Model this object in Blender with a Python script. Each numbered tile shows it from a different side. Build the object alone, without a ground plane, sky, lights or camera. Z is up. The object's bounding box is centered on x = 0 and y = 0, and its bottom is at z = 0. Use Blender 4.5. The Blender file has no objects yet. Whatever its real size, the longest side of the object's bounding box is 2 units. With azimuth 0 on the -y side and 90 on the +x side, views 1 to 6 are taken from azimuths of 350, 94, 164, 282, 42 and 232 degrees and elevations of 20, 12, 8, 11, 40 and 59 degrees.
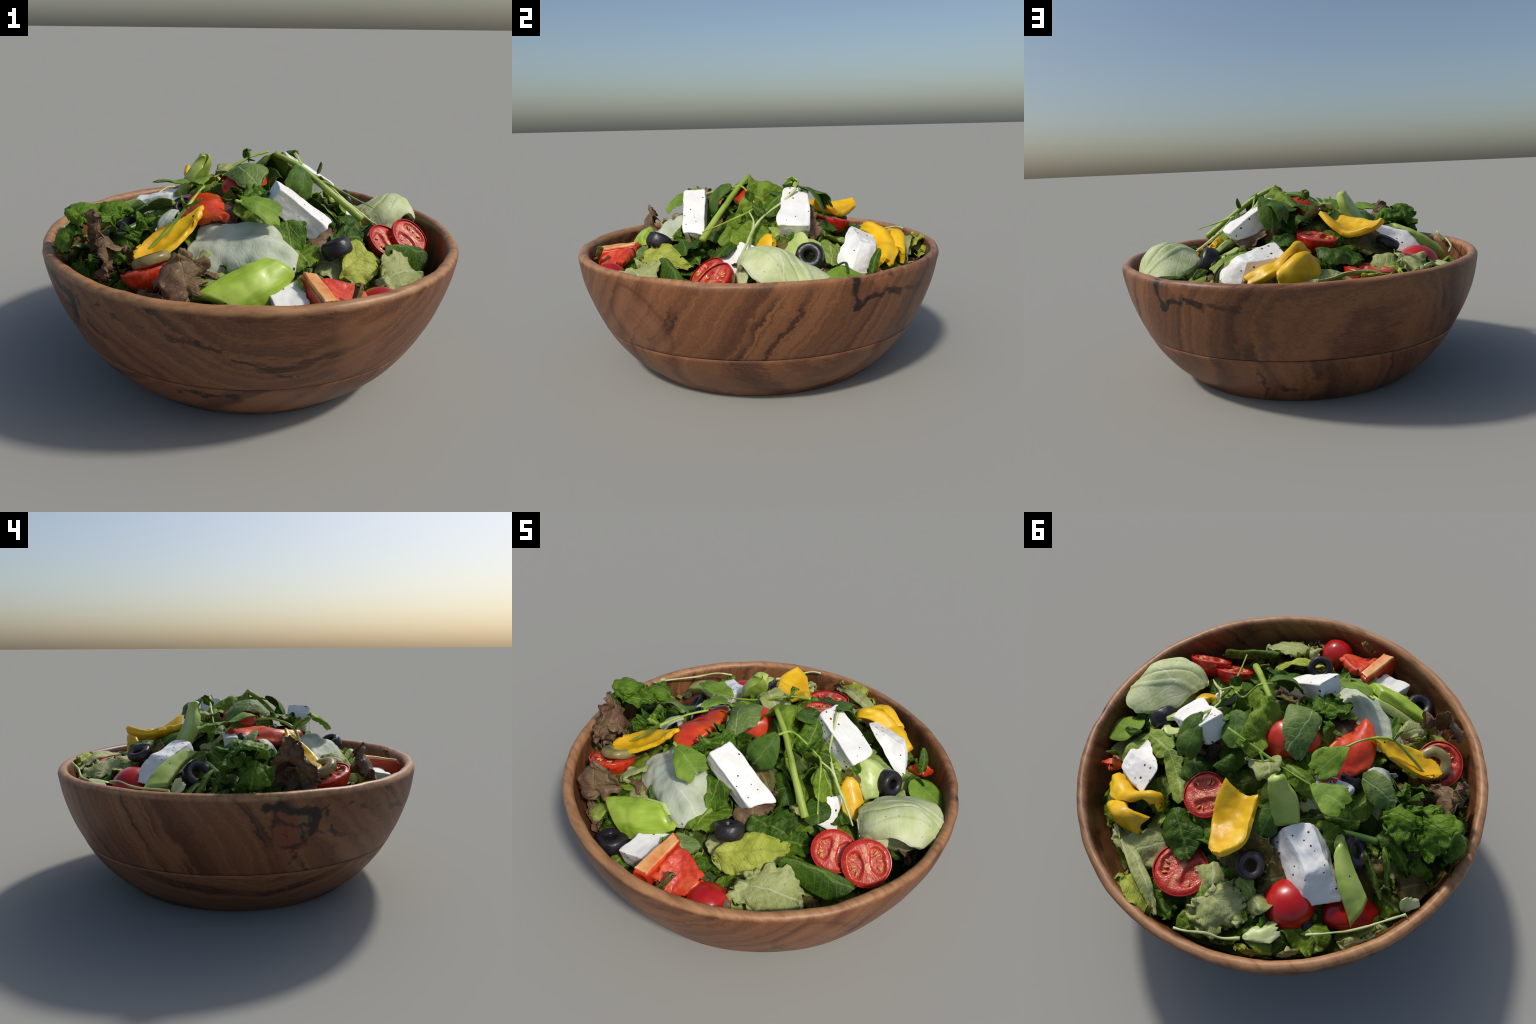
# A turned wooden bowl heaped with a Greek salad: feta, cherry tomatoes, olives,
# bell pepper, cucumber, lettuces, kale, herbs and sprouts.
import bpy, math
import numpy as np
from mathutils import Matrix, Vector

RNG = np.random.default_rng(11)
SC = bpy.context.scene.collection

# ------------------------------------------------------------------ numeric helpers
def smooth(a, b, x):
    t = np.clip((x - a) / (b - a), 0, 1)
    return t * t * (3 - 2 * t)

def _hash(i, j, k, seed):
    h = (i * 374761393 + j * 668265263 + k * 2147483647 + seed * 974634653) & 0xFFFFFFFF
    h = ((h ^ (h >> 13)) * 1274126177) & 0xFFFFFFFF
    h = ((h ^ (h >> 16)) * 2246822519) & 0xFFFFFFFF
    return ((h ^ (h >> 15)) & 0xFFFF) / 32767.5 - 1.0

def noise3(P, seed=0):
    """smooth value noise in [-1, 1] at points P (n x 3)"""
    P = np.asarray(P, float)
    I = np.floor(P).astype(np.int64)
    f = P - I
    f = f * f * f * (f * (f * 6 - 15) + 10)
    out = 0
    for a in (0, 1):
        wa = f[:, 0] if a else 1 - f[:, 0]
        for b in (0, 1):
            wb = f[:, 1] if b else 1 - f[:, 1]
            for c in (0, 1):
                wc = f[:, 2] if c else 1 - f[:, 2]
                out = out + wa * wb * wc * _hash(I[:, 0] + a, I[:, 1] + b, I[:, 2] + c, seed)
    return out

def fbm(P, seed=0, octaves=3):
    P = np.asarray(P, float)
    return sum(noise3(P * 2 ** k, seed + 17 * k) * 0.5 ** k for k in range(octaves))

def unit(v):
    v = np.asarray(v, float)
    return v / max(np.linalg.norm(v), 1e-9)

def cr_weights(n, t):
    """Catmull-Rom weights (len(t) x n) over n control points, t in [0, 1]"""
    t = np.clip(np.asarray(t, float), -0.15, 1.15)
    W = np.zeros((len(t), n))
    if n == 2:
        W[:, 0], W[:, 1] = 1 - t, t
        return W
    x = t * (n - 1)
    i = np.clip(np.floor(x).astype(int), 0, n - 2)
    f = x - i
    c = [(-f + 2 * f ** 2 - f ** 3) / 2, (2 - 5 * f ** 2 + 3 * f ** 3) / 2,
         (f + 4 * f ** 2 - 3 * f ** 3) / 2, (-f ** 2 + f ** 3) / 2]
    rows = np.arange(len(t))
    for k in range(4):
        j = i + k - 1
        lo, hi = j < 0, j > n - 1
        ok = ~(lo | hi)
        np.add.at(W, (rows[ok], j[ok]), c[k][ok])
        # mirrored end points
        np.add.at(W, (rows[lo], np.zeros(lo.sum(), int)), 2 * c[k][lo])
        np.add.at(W, (rows[lo], np.ones(lo.sum(), int)), -c[k][lo])
        np.add.at(W, (rows[hi], np.full(hi.sum(), n - 1)), 2 * c[k][hi])
        np.add.at(W, (rows[hi], np.full(hi.sum(), n - 2)), -c[k][hi])
    return W

# ------------------------------------------------------------------ object helpers
def new_object(name, V, F, mat, parent=None, M=None, flat=False):
    """V are world points; they are stored in the frame M so that Object coordinates follow the piece"""
    M = Matrix.Identity(4) if M is None else M
    A = np.array(M.inverted())
    V = np.asarray(V, float)
    L = V @ A[:3, :3].T + A[:3, 3]
    me = bpy.data.meshes.new(name)
    me.from_pydata(L.tolist(), [], F if isinstance(F, list) else F.tolist())
    me.materials.append(mat)
    if not flat:
        me.polygons.foreach_set("use_smooth", np.ones(len(me.polygons), bool))
    me.update()
    ob = bpy.data.objects.new(name, me)
    SC.objects.link(ob)
    attach(ob, M, parent)
    return ob

def attach(ob, M, parent):
    ob.matrix_basis = M
    if parent is not None:
        ob.parent = parent
        ob.matrix_parent_inverse = parent.matrix_basis.inverted()

def tag(ob, label, category, stuff=False):
    ob["label"], ob["category"] = label, category
    if stuff:
        ob["kind"] = "stuff"
    return ob

def frame(o, x, z):
    z = unit(z)
    x = np.asarray(x, float)
    x = unit(x - z * np.dot(x, z))
    y = np.cross(z, x)
    return Matrix(((x[0], y[0], z[0], o[0]), (x[1], y[1], z[1], o[1]), (x[2], y[2], z[2], o[2]), (0, 0, 0, 1)))

def grid_faces(nu, nv, off=0, flip=False, wrap=False):
    i, j = np.meshgrid(np.arange(nu - 1), np.arange(nv if wrap else nv - 1), indexing="ij")
    i, j = i.ravel(), j.ravel()
    k = (j + 1) % nv
    F = np.stack([i * nv + j, (i + 1) * nv + j, (i + 1) * nv + k, i * nv + k], 1) + off
    return F[:, ::-1] if flip else F

# ------------------------------------------------------------------ shape builders
def sheet(name, grid, mat, shape="rounded", n=(44, 36), thick=0.008, frill=0.0, ffreq=9.0, rag=0.0,
          wrinkle=0.004, wfreq=9.0, rib=0.0, ribs=(), edge=0.45, seed=None, parent=None):
    """a leaf or strip: a lofted control grid (rows run along it, columns across), trimmed to an
    outline, ruffled near its margin, crumpled and given thickness"""
    global _SEED
    _SEED += 1
    seed = _SEED if seed is None else seed
    G = np.asarray(grid, float)
    R, C = G.shape[:2]
    nu, nv = n
    a, b = np.meshgrid(np.linspace(-1, 1, nu), np.linspace(-1, 1, nv), indexing="ij")
    if shape == "oval":
        x, y = a * np.sqrt(1 - b * b / 2), b * np.sqrt(1 - a * a / 2)
    elif shape == "rounded":
        x, y = a * (1 - 0.30 * b ** 4), b * (1 - 0.30 * a ** 4)
    elif shape == "ovate":          # narrow base, broad middle, pointed tip
        s = (a + 1) / 2
        w = np.sin(np.pi * np.clip(s, 0, 1) ** 0.72) ** 0.62 * 0.97 + 0.03
        x, y = a, b * w
    elif shape == "fan":            # wedge-shaped cress leaf with a notched end
        s = (a + 1) / 2
        w = np.clip(.10 + 1.25 * s ** .8, 0, 1) * np.sqrt(np.clip(1 - .55 * smooth(.6, 1, s), 0, 1))
        x, y = a - .16 * smooth(.55, 1, s) * np.exp(-((np.abs(b) - .25) / .16) ** 2), b * w
    else:
        x, y = a, b
    e = np.maximum(np.abs(a), np.abs(b))
    ang = np.arctan2(b, a)
    if thick < .015:
        rag *= .6
    if rag:
        q = np.stack([np.cos(ang) * ffreq * .5, np.sin(ang) * ffreq * .5, np.full_like(ang, seed * .37)], -1).reshape(-1, 3)
        k = 1 + rag * (noise3(q, seed) + .7 * noise3(q * 2.7, seed + 5)).reshape(a.shape) * smooth(.35, 1, e)
        x, y = x * k, y * k
    Wr = cr_weights(R, ((x + 1) / 2).ravel())
    Wc = cr_weights(C, ((y + 1) / 2).ravel())
    P = np.einsum("pr,rcd,pc->pd", Wr, G, Wc)
    Q = P.reshape(nu, nv, 3)
    N = np.cross(np.gradient(Q, axis=0), np.gradient(Q, axis=1)).reshape(-1, 3)
    N /= np.linalg.norm(N, axis=1, keepdims=True) + 1e-9
    er, an = e.ravel(), ang.ravel()
    d = wrinkle * fbm(P * wfreq, seed, 3)
    if thick < .015:
        d = d + .017 * fbm(P * 6.5, seed + 40, 2)
    if frill:
        q = P * (ffreq * 2.0) + seed * 1.7
        m = smooth(edge, 1.0, er)
        d = d + frill * m * (1.1 * noise3(q, seed + 3) + .75 * noise3(q * 2.3, seed + 4))
        t = unit_rows(np.cross(N, P - P.mean(0)))
        o = unit_rows(np.cross(t, N))
        P = P + t * (frill * .5 * m * noise3(q * 1.3, seed + 8))[:, None] + o * (frill * .6 * m * noise3(q * 1.5, seed + 9))[:, None]
    if rib:
        d = d + rib * np.exp(-(y.ravel() / .07) ** 2)
    for y0, slope, wd, amp in ribs:
        d = d + amp * np.exp(-((y.ravel() - y0 - slope * x.ravel()) / wd) ** 2)
    P = P + N * d[:, None]
    Q = P.reshape(nu, nv, 3)
    N = np.cross(np.gradient(Q, axis=0), np.gradient(Q, axis=1)).reshape(-1, 3)
    N /= np.linalg.norm(N, axis=1, keepdims=True) + 1e-9
    th = thick * (1 - .75 * smooth(.72, 1.0, er)) if thick < .015 else thick * (1 - .38 * smooth(.86, 1.0, er) ** 2)
    top, bot = P + N * (th / 2)[:, None], P - N * (th / 2)[:, None]
    F = np.concatenate([grid_faces(nu, nv), grid_faces(nu, nv, nu * nv, True)])
    ring = np.concatenate([np.arange(nv), np.arange(1, nu) * nv + nv - 1, (nu - 1) * nv + np.arange(nv - 2, -1, -1), np.arange(nu - 2, 0, -1) * nv])
    nx = np.roll(ring, -1)
    F = np.concatenate([F, np.stack([ring, nx, nx + nu * nv, ring + nu * nv], 1)])
    c = P.mean(0)
    xdir = Q[-1].mean(0) - Q[0].mean(0)
    M = frame(c, xdir, N.mean(0) + 1e-6)
    ob = new_object(name, np.concatenate([top, bot]), F, mat, parent, M)
    if thick >= .015:
        ob.data.set_sharp_from_angle(angle=math.radians(52))
    return ob

_SEED = 100

def unit_rows(A):
    return A / (np.linalg.norm(A, axis=1, keepdims=True) + 1e-9)

def leaf_grid(base, tip, up, width, arch=0.0, cup=0.0, roll=0.0):
    """control grid of a simple leaf from its base, its tip and the side it faces"""
    base, tip = np.asarray(base, float), np.asarray(tip, float)
    x = tip - base
    side = unit(np.cross(np.asarray(up, float), x))
    nrm = unit(np.cross(x, side))
    rows = []
    for s in (0, .33, .67, 1):
        c = base + x * s + nrm * arch * 4 * s * (1 - s)
        r = roll * (s - .5)
        sd = side * math.cos(r) + nrm * math.sin(r)
        rows.append([c - sd * width / 2 + nrm * cup, c, c + sd * width / 2 + nrm * cup])
    return rows

def tube(name, pts, radii, mat, parent=None, sides=14, per=12, wob=0.0):
    pts = np.asarray(pts, float)
    radii = np.asarray(radii, float) if np.ndim(radii) else np.full(len(pts), float(radii))
    t = np.linspace(0, 1, per * (len(pts) - 1) + 1)
    W = cr_weights(len(pts), t)
    P, r = W @ pts, W @ radii
    T = unit_rows(np.gradient(P, axis=0))
    u = unit(np.cross(T[0], (0.3, 0.2, 1)))
    V = []
    th = np.linspace(0, 2 * np.pi, sides, endpoint=False)
    for k in range(len(P)):
        u = unit(u - T[k] * np.dot(u, T[k]))
        w = np.cross(T[k], u)
        V.append(P[k] + r[k] * (np.outer(np.cos(th), u) + np.outer(np.sin(th), w)))
    V = np.array(V)
    if wob:
        V = V + (wob * noise3(V.reshape(-1, 3) * 40, 3)).reshape(V.shape[:2])[..., None] * unit_rows((V - P[:, None]).reshape(-1, 3)).reshape(V.shape)
    n = len(P)
    F = grid_faces(n, sides, wrap=True).tolist()
    VV = np.concatenate([V.reshape(-1, 3), P[:1] - T[:1] * r[0] * .25, P[-1:] + T[-1:] * r[-1] * .25])
    a, b = n * sides, n * sides + 1
    for j in range(sides):
        k = (j + 1) % sides
        F.append([a, j, k])
        F.append([b, (n - 1) * sides + k, (n - 1) * sides + j])
    return new_object(name, VV, F, mat, parent, frame(P.mean(0), P[-1] - P[0], (0.1, 0.2, 1)))

def block(name, top, bottom, mat, p=9.0, n=18, rough=0.004, rfreq=16, parent=None):
    """a hand-cut block through 8 corners (top and bottom quads in the same order), with rounded edges"""
    T, B = np.asarray(top, float), np.asarray(bottom, float)
    s = np.linspace(-1, 1, n)
    A, Bb = np.meshgrid(s, s, indexing="ij")
    V, F = [], []
    for ax in range(3):
        for sg in (-1, 1):
            c = np.zeros((n, n, 3))
            c[..., ax], c[..., (ax + 1) % 3], c[..., (ax + 2) % 3] = sg, A, Bb
            F.append(grid_faces(n, n, len(V) * n * n, flip=sg < 0))
            V.append(c.reshape(-1, 3))
    V, F = np.concatenate(V), np.concatenate(F)
    key = np.round(V * (n - 1) * 2).astype(int)
    _, first, inv = np.unique(key, axis=0, return_index=True, return_inverse=True)
    V, F = V[first], inv.ravel()[F]
    nrm = (np.abs(V) ** p).sum(1) ** (1 / p)
    V = V / nrm[:, None] * (1 + .75 * (3 ** (1 / p) - 1) * smooth(1.0, 1.06, nrm)[:, None] * .6)
    u, v, w = (V[:, 0] + 1) / 2, (V[:, 1] + 1) / 2, (V[:, 2] + 1) / 2
    q = lambda K: (np.outer((1 - u) * (1 - v), K[0]) + np.outer(u * (1 - v), K[1]) + np.outer(u * v, K[2]) + np.outer((1 - u) * v, K[3]))
    P = q(B) * (1 - w)[:, None] + q(T) * w[:, None]
    global _SEED
    _SEED += 1
    c = P.mean(0)
    P = P + unit_rows(P - c) * (rough * (.6 * fbm(P * rfreq, _SEED, 3) + 1.1 * noise3(P * 9, _SEED + 1)))[:, None]
    return new_object(name, P, F, mat, parent, frame(c, T[1] - T[0], np.cross(T[1] - T[0], T[3] - T[0])))

def under(top, depth, shrink=.94, shift=(0, 0, 0)):
    """bottom quad of a block: the top quad moved along its own normal"""
    T = np.asarray(top, float)
    nrm = unit(np.cross(T[1] - T[0], T[3] - T[0]))
    c = T.mean(0)
    if np.dot(nrm, (c[0] * .6, c[1] * .6, 1)) < 0:
        nrm = -nrm
    return c + (T - c) * shrink - nrm * depth + np.asarray(shift, float)

def lathe(name, prof, mat, M, parent=None, seg=48, wob=0.0, wfreq=3.0, seed=0, close=True):
    prof = np.asarray(prof, float)
    th = np.linspace(0, 2 * np.pi, seg, endpoint=False)
    V = np.stack([np.outer(prof[:, 0], np.cos(th)), np.outer(prof[:, 0], np.sin(th)), np.outer(prof[:, 1], np.ones(seg))], -1).reshape(-1, 3)
    if wob:
        d = wob * fbm(V * wfreq + seed * 3.1, seed, 3)
        V = V + unit_rows(V * [1, 1, .6]) * d[:, None]
    F = grid_faces(len(prof), seg, wrap=True).tolist()
    A = np.array(M)
    return new_object(name, V @ A[:3, :3].T + A[:3, 3], F, mat, parent, M)

def ellipsoid(name, M, mat, radii=(1, 1, 1), parent=None, n=(28, 40), dent=0.0, wob=0.0, seed=0):
    ph = np.linspace(0, np.pi, n[0])
    r, z = np.sin(ph), np.cos(ph)
    z = z - dent * np.exp(-(r / .28) ** 2) * np.sign(z) * (z > 0)
    th = np.linspace(0, 2 * np.pi, n[1], endpoint=False)
    V = np.stack([np.outer(r, np.cos(th)) * radii[0], np.outer(r, np.sin(th)) * radii[1], np.outer(z, np.ones(n[1])) * radii[2]], -1).reshape(-1, 3)
    if wob:
        V = V * (1 + wob * fbm(V * 2.2 / max(radii), seed, 2))[:, None]
    A = np.array(M)
    return new_object(name, V @ A[:3, :3].T + A[:3, 3], grid_faces(n[0], n[1], wrap=True), mat, parent, M)

# ------------------------------------------------------------------ material helpers
def rgb(r, g, b):
    f = lambda c: (c / 255 / 12.92) if c <= 10 else ((c / 255 + .055) / 1.055) ** 2.4
    return (f(r), f(g), f(b), 1.0)

class Nodes:
    """short-hand for building a node tree"""
    def __init__(self, name, rough=.45, spec=.5):
        self.mat = bpy.data.materials.new(name)
        self.mat.use_nodes = True
        self.t = self.mat.node_tree
        self.bsdf = self.t.nodes["Principled BSDF"]
        self.bsdf.inputs["Roughness"].default_value = rough
        self.bsdf.inputs["Specular IOR Level"].default_value = spec
        self.pos = self.t.nodes.new("ShaderNodeTexCoord").outputs["Object"]

    def set(self, node, key, v):
        s = node.inputs[key]
        if hasattr(v, "is_linked") or isinstance(v, bpy.types.NodeSocket):
            self.t.links.new(v, s)
        else:
            s.default_value = v

    def math(self, op, a, b=None, c=None, clamp=False):
        n = self.t.nodes.new("ShaderNodeMath")
        n.operation, n.use_clamp = op, clamp
        for i, v in enumerate((a, b, c)):
            if v is not None:
                self.set(n, i, v)
        return n.outputs[0]

    def vmath(self, op, a, b=None, scale=None):
        n = self.t.nodes.new("ShaderNodeVectorMath")
        n.operation = op
        self.set(n, 0, a)
        if b is not None:
            self.set(n, 1, b)
        if scale is not None:
            self.set(n, "Scale", scale)
        return n.outputs["Value"] if op in ("LENGTH", "DOT_PRODUCT", "DISTANCE") else n.outputs[0]

    def sep(self, v):
        n = self.t.nodes.new("ShaderNodeSeparateXYZ")
        self.set(n, 0, v)
        return n.outputs

    def comb(self, x, y, z):
        n = self.t.nodes.new("ShaderNodeCombineXYZ")
        for i, v in enumerate((x, y, z)):
            self.set(n, i, v)
        return n.outputs[0]

    def mapping(self, v, scale=(1, 1, 1), rot=(0, 0, 0), loc=(0, 0, 0)):
        n = self.t.nodes.new("ShaderNodeMapping")
        self.set(n, 0, v)
        n.inputs["Scale"].default_value, n.inputs["Rotation"].default_value, n.inputs["Location"].default_value = scale, rot, loc
        return n.outputs[0]

    def noise(self, v, scale, detail=3, rough=.55, dist=0.0, color=False):
        n = self.t.nodes.new("ShaderNodeTexNoise")
        self.set(n, "Vector", v)
        n.inputs["Scale"].default_value, n.inputs["Detail"].default_value = scale, detail
        n.inputs["Roughness"].default_value, n.inputs["Distortion"].default_value = rough, dist
        return n.outputs["Color" if color else "Fac"]

    def noise1(self, w, scale, detail=2, rough=.5):
        n = self.t.nodes.new("ShaderNodeTexNoise")
        n.noise_dimensions = "1D"
        self.set(n, "W", w)
        n.inputs["Scale"].default_value, n.inputs["Detail"].default_value, n.inputs["Roughness"].default_value = scale, detail, rough
        return n.outputs["Fac"]

    def voronoi(self, v, scale, feature="F1", out="Distance", rand=1.0):
        n = self.t.nodes.new("ShaderNodeTexVoronoi")
        n.feature = feature
        self.set(n, "Vector", v)
        n.inputs["Scale"].default_value, n.inputs["Randomness"].default_value = scale, rand
        return n.outputs[out]

    def ramp(self, f, *stops):
        n = self.t.nodes.new("ShaderNodeValToRGB")
        self.set(n, 0, f)
        el = n.color_ramp.elements
        while len(el) < len(stops):
            el.new(.5)
        for e, (p, c) in zip(el, stops):
            e.position = p
            e.color = c if hasattr(c, "__len__") else (c, c, c, 1)
        return n.outputs["Color"]

    def mask(self, f, lo, hi):
        """0 at lo, 1 at hi (either order), smooth"""
        n = self.t.nodes.new("ShaderNodeMapRange")
        n.interpolation_type = "SMOOTHSTEP"
        self.set(n, 0, f)
        n.inputs[1].default_value, n.inputs[2].default_value = (lo, hi) if lo < hi else (hi, lo)
        n.inputs[3].default_value, n.inputs[4].default_value = (0, 1) if lo < hi else (1, 0)
        return n.outputs[0]

    def mix(self, f, a, b, mode="MIX"):
        n = self.t.nodes.new("ShaderNodeMix")
        n.data_type, n.blend_type = "RGBA", mode
        self.set(n, 0, f)
        self.set(n, 6, a)
        self.set(n, 7, b)
        return n.outputs[2]

    def rand(self):
        return self.t.nodes.new("ShaderNodeObjectInfo").outputs["Random"]

    def bump(self, h, strength=.3, dist=.01):
        n = self.t.nodes.new("ShaderNodeBump")
        self.set(n, "Height", h)
        n.inputs["Strength"].default_value, n.inputs["Distance"].default_value = strength, dist
        self.t.links.new(n.outputs[0], self.bsdf.inputs["Normal"])
        return n.outputs[0]

    def done(self, color, translucent=0.0, tcolor=None):
        self.set(self.bsdf, "Base Color", color)
        if translucent:
            tr = self.t.nodes.new("ShaderNodeBsdfTranslucent")
            self.set(tr, "Color", tcolor if tcolor is not None else color)
            mx = self.t.nodes.new("ShaderNodeMixShader")
            mx.inputs[0].default_value = translucent
            self.t.links.new(self.bsdf.outputs[0], mx.inputs[1])
            self.t.links.new(tr.outputs[0], mx.inputs[2])
            self.t.links.new(mx.outputs[0], self.t.nodes["Material Output"].inputs[0])
        return self.mat

    def segment(self, p, a, b):
        """distance from p to the segment a-b"""
        a, b = np.array(a), np.array(b)
        ba = b - a
        pa = self.vmath("SUBTRACT", p, tuple(a))
        h = self.math("DIVIDE", self.vmath("DOT_PRODUCT", pa, tuple(ba)), float(ba @ ba), clamp=True)
        return self.vmath("LENGTH", self.vmath("SUBTRACT", pa, self.vmath("SCALE", tuple(ba), scale=h)))

# ------------------------------------------------------------------ materials
def wood(name, shift, turn, marks=()):
    """acacia: growth rings of one plank cut through by the turned surface; marks are local figures"""
    N = Nodes(name, rough=.43, spec=.4)
    p = N.mapping(N.pos, rot=turn, loc=shift)
    big = N.noise(p, 1.7, 3, .5)
    x, y, z = N.sep(p)
    w = N.math("ADD", N.math("MULTIPLY", y, .87), N.math("MULTIPLY", z, -.46))
    w = N.math("ADD", w, N.math("MULTIPLY", big, .26))
    w = N.math("ADD", w, N.math("MULTIPLY", N.noise(N.mapping(p, scale=(1.5, 6, 6)), 4, 5, .7), .07))
    w = N.math("ADD", w, N.math("MULTIPLY", N.noise(N.mapping(p, scale=(6, 80, 80)), 2.0, 2, .6), .012))
    broad = N.noise1(w, 8.5, 4, .62)
    fine = N.noise1(w, 46, 2, .6)
    col = N.ramp(broad, (.28, rgb(66, 37, 25)), (.40, rgb(98, 60, 38)), (.50, rgb(122, 78, 49)), (.60, rgb(138, 91, 57)), (.72, rgb(122, 78, 49)), (.86, rgb(94, 57, 37)))
    col = N.mix(N.math("MULTIPLY", N.mask(fine, .50, .78), .40), col, rgb(84, 50, 36))
    streak = N.mask(N.noise1(w, 11, 2, .6), .56, .66)
    patch = N.mask(N.noise(p, 2.3, 2), .42, .58)
    col = N.mix(N.math("MULTIPLY", N.math("MULTIPLY", streak, patch), .85), col, rgb(44, 22, 17))
    fib = N.noise(N.mapping(p, scale=(5, 60, 40)), 3.0, 3, .6)
    col = N.mix(N.math("MULTIPLY", N.mask(fib, .54, .76), .45), col, rgb(64, 34, 24))
    col = N.mix(N.math("MULTIPLY", N.mask(fib, .44, .28), .18), col, rgb(186, 130, 90))
    crisp = N.noise(N.mapping(p, scale=(4, 120, 90)), 3.2, 4, .7)
    col = N.mix(N.math("MULTIPLY", N.mask(crisp, .53, .70), .50), col, rgb(58, 32, 23))
    pore = N.noise(N.mapping(p, scale=(30, 130, 130)), 2.2, 2, .5)
    col = N.mix(N.math("MULTIPLY", N.mask(pore, .58, .72), .40), col, rgb(160, 112, 78))
    q = N.vmath("ADD", N.pos, N.vmath("SCALE", N.vmath("SUBTRACT", N.noise(N.pos, 9, 3, .6, color=True), (.5, .5, .5)), scale=.13))
    q2 = N.vmath("ADD", N.pos, N.vmath("SCALE", N.vmath("SUBTRACT", N.noise(N.pos, 4, 2, .5, color=True), (.5, .5, .5)), scale=.10))
    for kind, a, b, r, c, k in marks:
        d = N.segment(q if kind != "eye" else q2, a, b)
        if kind == "eye":           # a knot seen end-on: closed rings
            ring = N.mask(N.noise1(d, 38, 2), .48, .62)
            m = N.mask(d, r, r * .55)
            col = N.mix(N.math("MULTIPLY", m, .50), col, N.mix(N.math("MULTIPLY", ring, .40), rgb(142, 94, 64), rgb(92, 55, 38)))
            rim = N.math("MULTIPLY", N.mask(d, r * 1.12, r), N.mask(d, r * .84, r * .97))
            col = N.mix(N.math("MULTIPLY", rim, .35), col, rgb(60, 34, 27))
        else:
            m = N.math("MULTIPLY", N.mask(d, r, r * .45), k)
            if kind == "patch" and c in (ORANGE, TAN):     # streaky, cracked figure
                m = N.math("MULTIPLY", m, N.mask(N.noise(N.pos, 16, 4, .65), .22, .46))
                m2 = N.math("MULTIPLY", N.mask(d, r, r * .6), N.mask(N.voronoi(q, 8, "DISTANCE_TO_EDGE"), .11, .02))
                col = N.mix(m, col, c)
                col = N.mix(N.math("MULTIPLY", m2, .8), col, rgb(40, 25, 20))
            else:
                col = N.mix(m, col, c)
    if marks is MARKS:              # sun on the lip painted in as a paler open-grained colour
        h = N.math("ADD", N.sep(N.pos)[2], N.math("MULTIPLY", N.math("SUBTRACT", N.noise(N.pos, 12, 3), .5), .02))
        sun_lip = N.mix(N.mask(N.noise(N.mapping(p, scale=(3, 14, 14)), 2.5, 3, .55), .35, .75), rgb(206, 156, 108), rgb(164, 112, 72))
        col = N.mix(N.math("MULTIPLY", N.mask(h, .642, .664), .60), col, sun_lip)
    N.bump(N.math("ADD", fib, N.math("MULTIPLY", pore, .5)), .18, .004)
    return N.done(col)

BLACK, ORANGE, TAN = rgb(26, 17, 15), rgb(118, 60, 34), rgb(110, 84, 62)
MARKS = [
    ("patch", (-.905, -.42, .57), (-.86, -.46, .45), .085, ORANGE, .85),
    ("patch", (-.84, -.50, .56), (-.84, -.50, .50), .050, TAN, .8),
    ("crack", (-.936, -.335, .61), (-.91, -.40, .635), .028, BLACK, .95),
    ("crack", (-.91, -.40, .635), (-.835, -.535, .595), .036, BLACK, .95),
    ("crack", (-.835, -.535, .595), (-.81, -.54, .49), .034, BLACK, .95),
    ("crack", (-.83, -.49, .50), (-.827, -.453, .41), .013, BLACK, .9),
    ("crack", (-.90, -.42, .48), (-.86, -.46, .44), .012, BLACK, .7),
    ("crack", (-.80, -.58, .60), (-.74, -.62, .46), .018, BLACK, .8),
    ("crack", (-.83, -.52, .60), (-.66, -.73, .615), .014, rgb(50, 27, 21), .8),
    ("crack", (-.81, -.55, .49), (-.62, -.72, .43), .014, rgb(60, 33, 25), .7),
    ("crack", (-.827, -.453, .41), (-.80, -.44, .34), .012, BLACK, .7),
    ("crack", (.861, .50, .655), (.842, .486, .50), .026, BLACK, .92),
    ("crack", (.842, .486, .50), (.815, .54, .545), .026, BLACK, .92),
    ("crack", (.815, .54, .545), (.69, .705, .57), .024, BLACK, .9),
    ("crack", (.69, .705, .555), (.49, .85, .545), .024, rgb(62, 34, 25), .8),
    ("patch", (.80, .585, .61), (.76, .64, .62), .035, rgb(150, 96, 62), .7),
    ("crack", (-.68, -.72, .59), (-.356, -.91, .52), .019, rgb(50, 27, 21), .75),
    ("crack", (-.356, -.91, .52), (-.144, -.934, .43), .018, rgb(50, 27, 21), .85),
    ("crack", (-.144, -.934, .43), (.10, -.876, .30), .012, rgb(50, 27, 21), .75),
    ("eye", (.80, -.52, .45), (.80, -.47, .39), .155, None, 1),
    ("patch", (.25, -.93, .52), (.28, -.90, .40), .13, rgb(150, 99, 66), .6),
    ("crack", (-.35, .88, .50), (-.28, .91, .53), .022, rgb(78, 46, 32), .7),
]
BASE_MARKS = [
    ("patch", (.40, .66, .16), (.27, .69, .11), .035, rgb(44, 28, 24), .85),
    ("crack", (-.42, -.72, .26), (-.20, -.82, .22), .030, BLACK, .85),
    ("crack", (-.42, -.72, .26), (-.36, -.70, .17), .020, BLACK, .8),
]
WOOD = wood("acacia_wood", (0, 0, 0), (0, 0, 0), MARKS)
WOOD_BASE = wood("acacia_wood_base", (1.3, .4, .2), (.25, .1, 1.1), BASE_MARKS)

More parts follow.
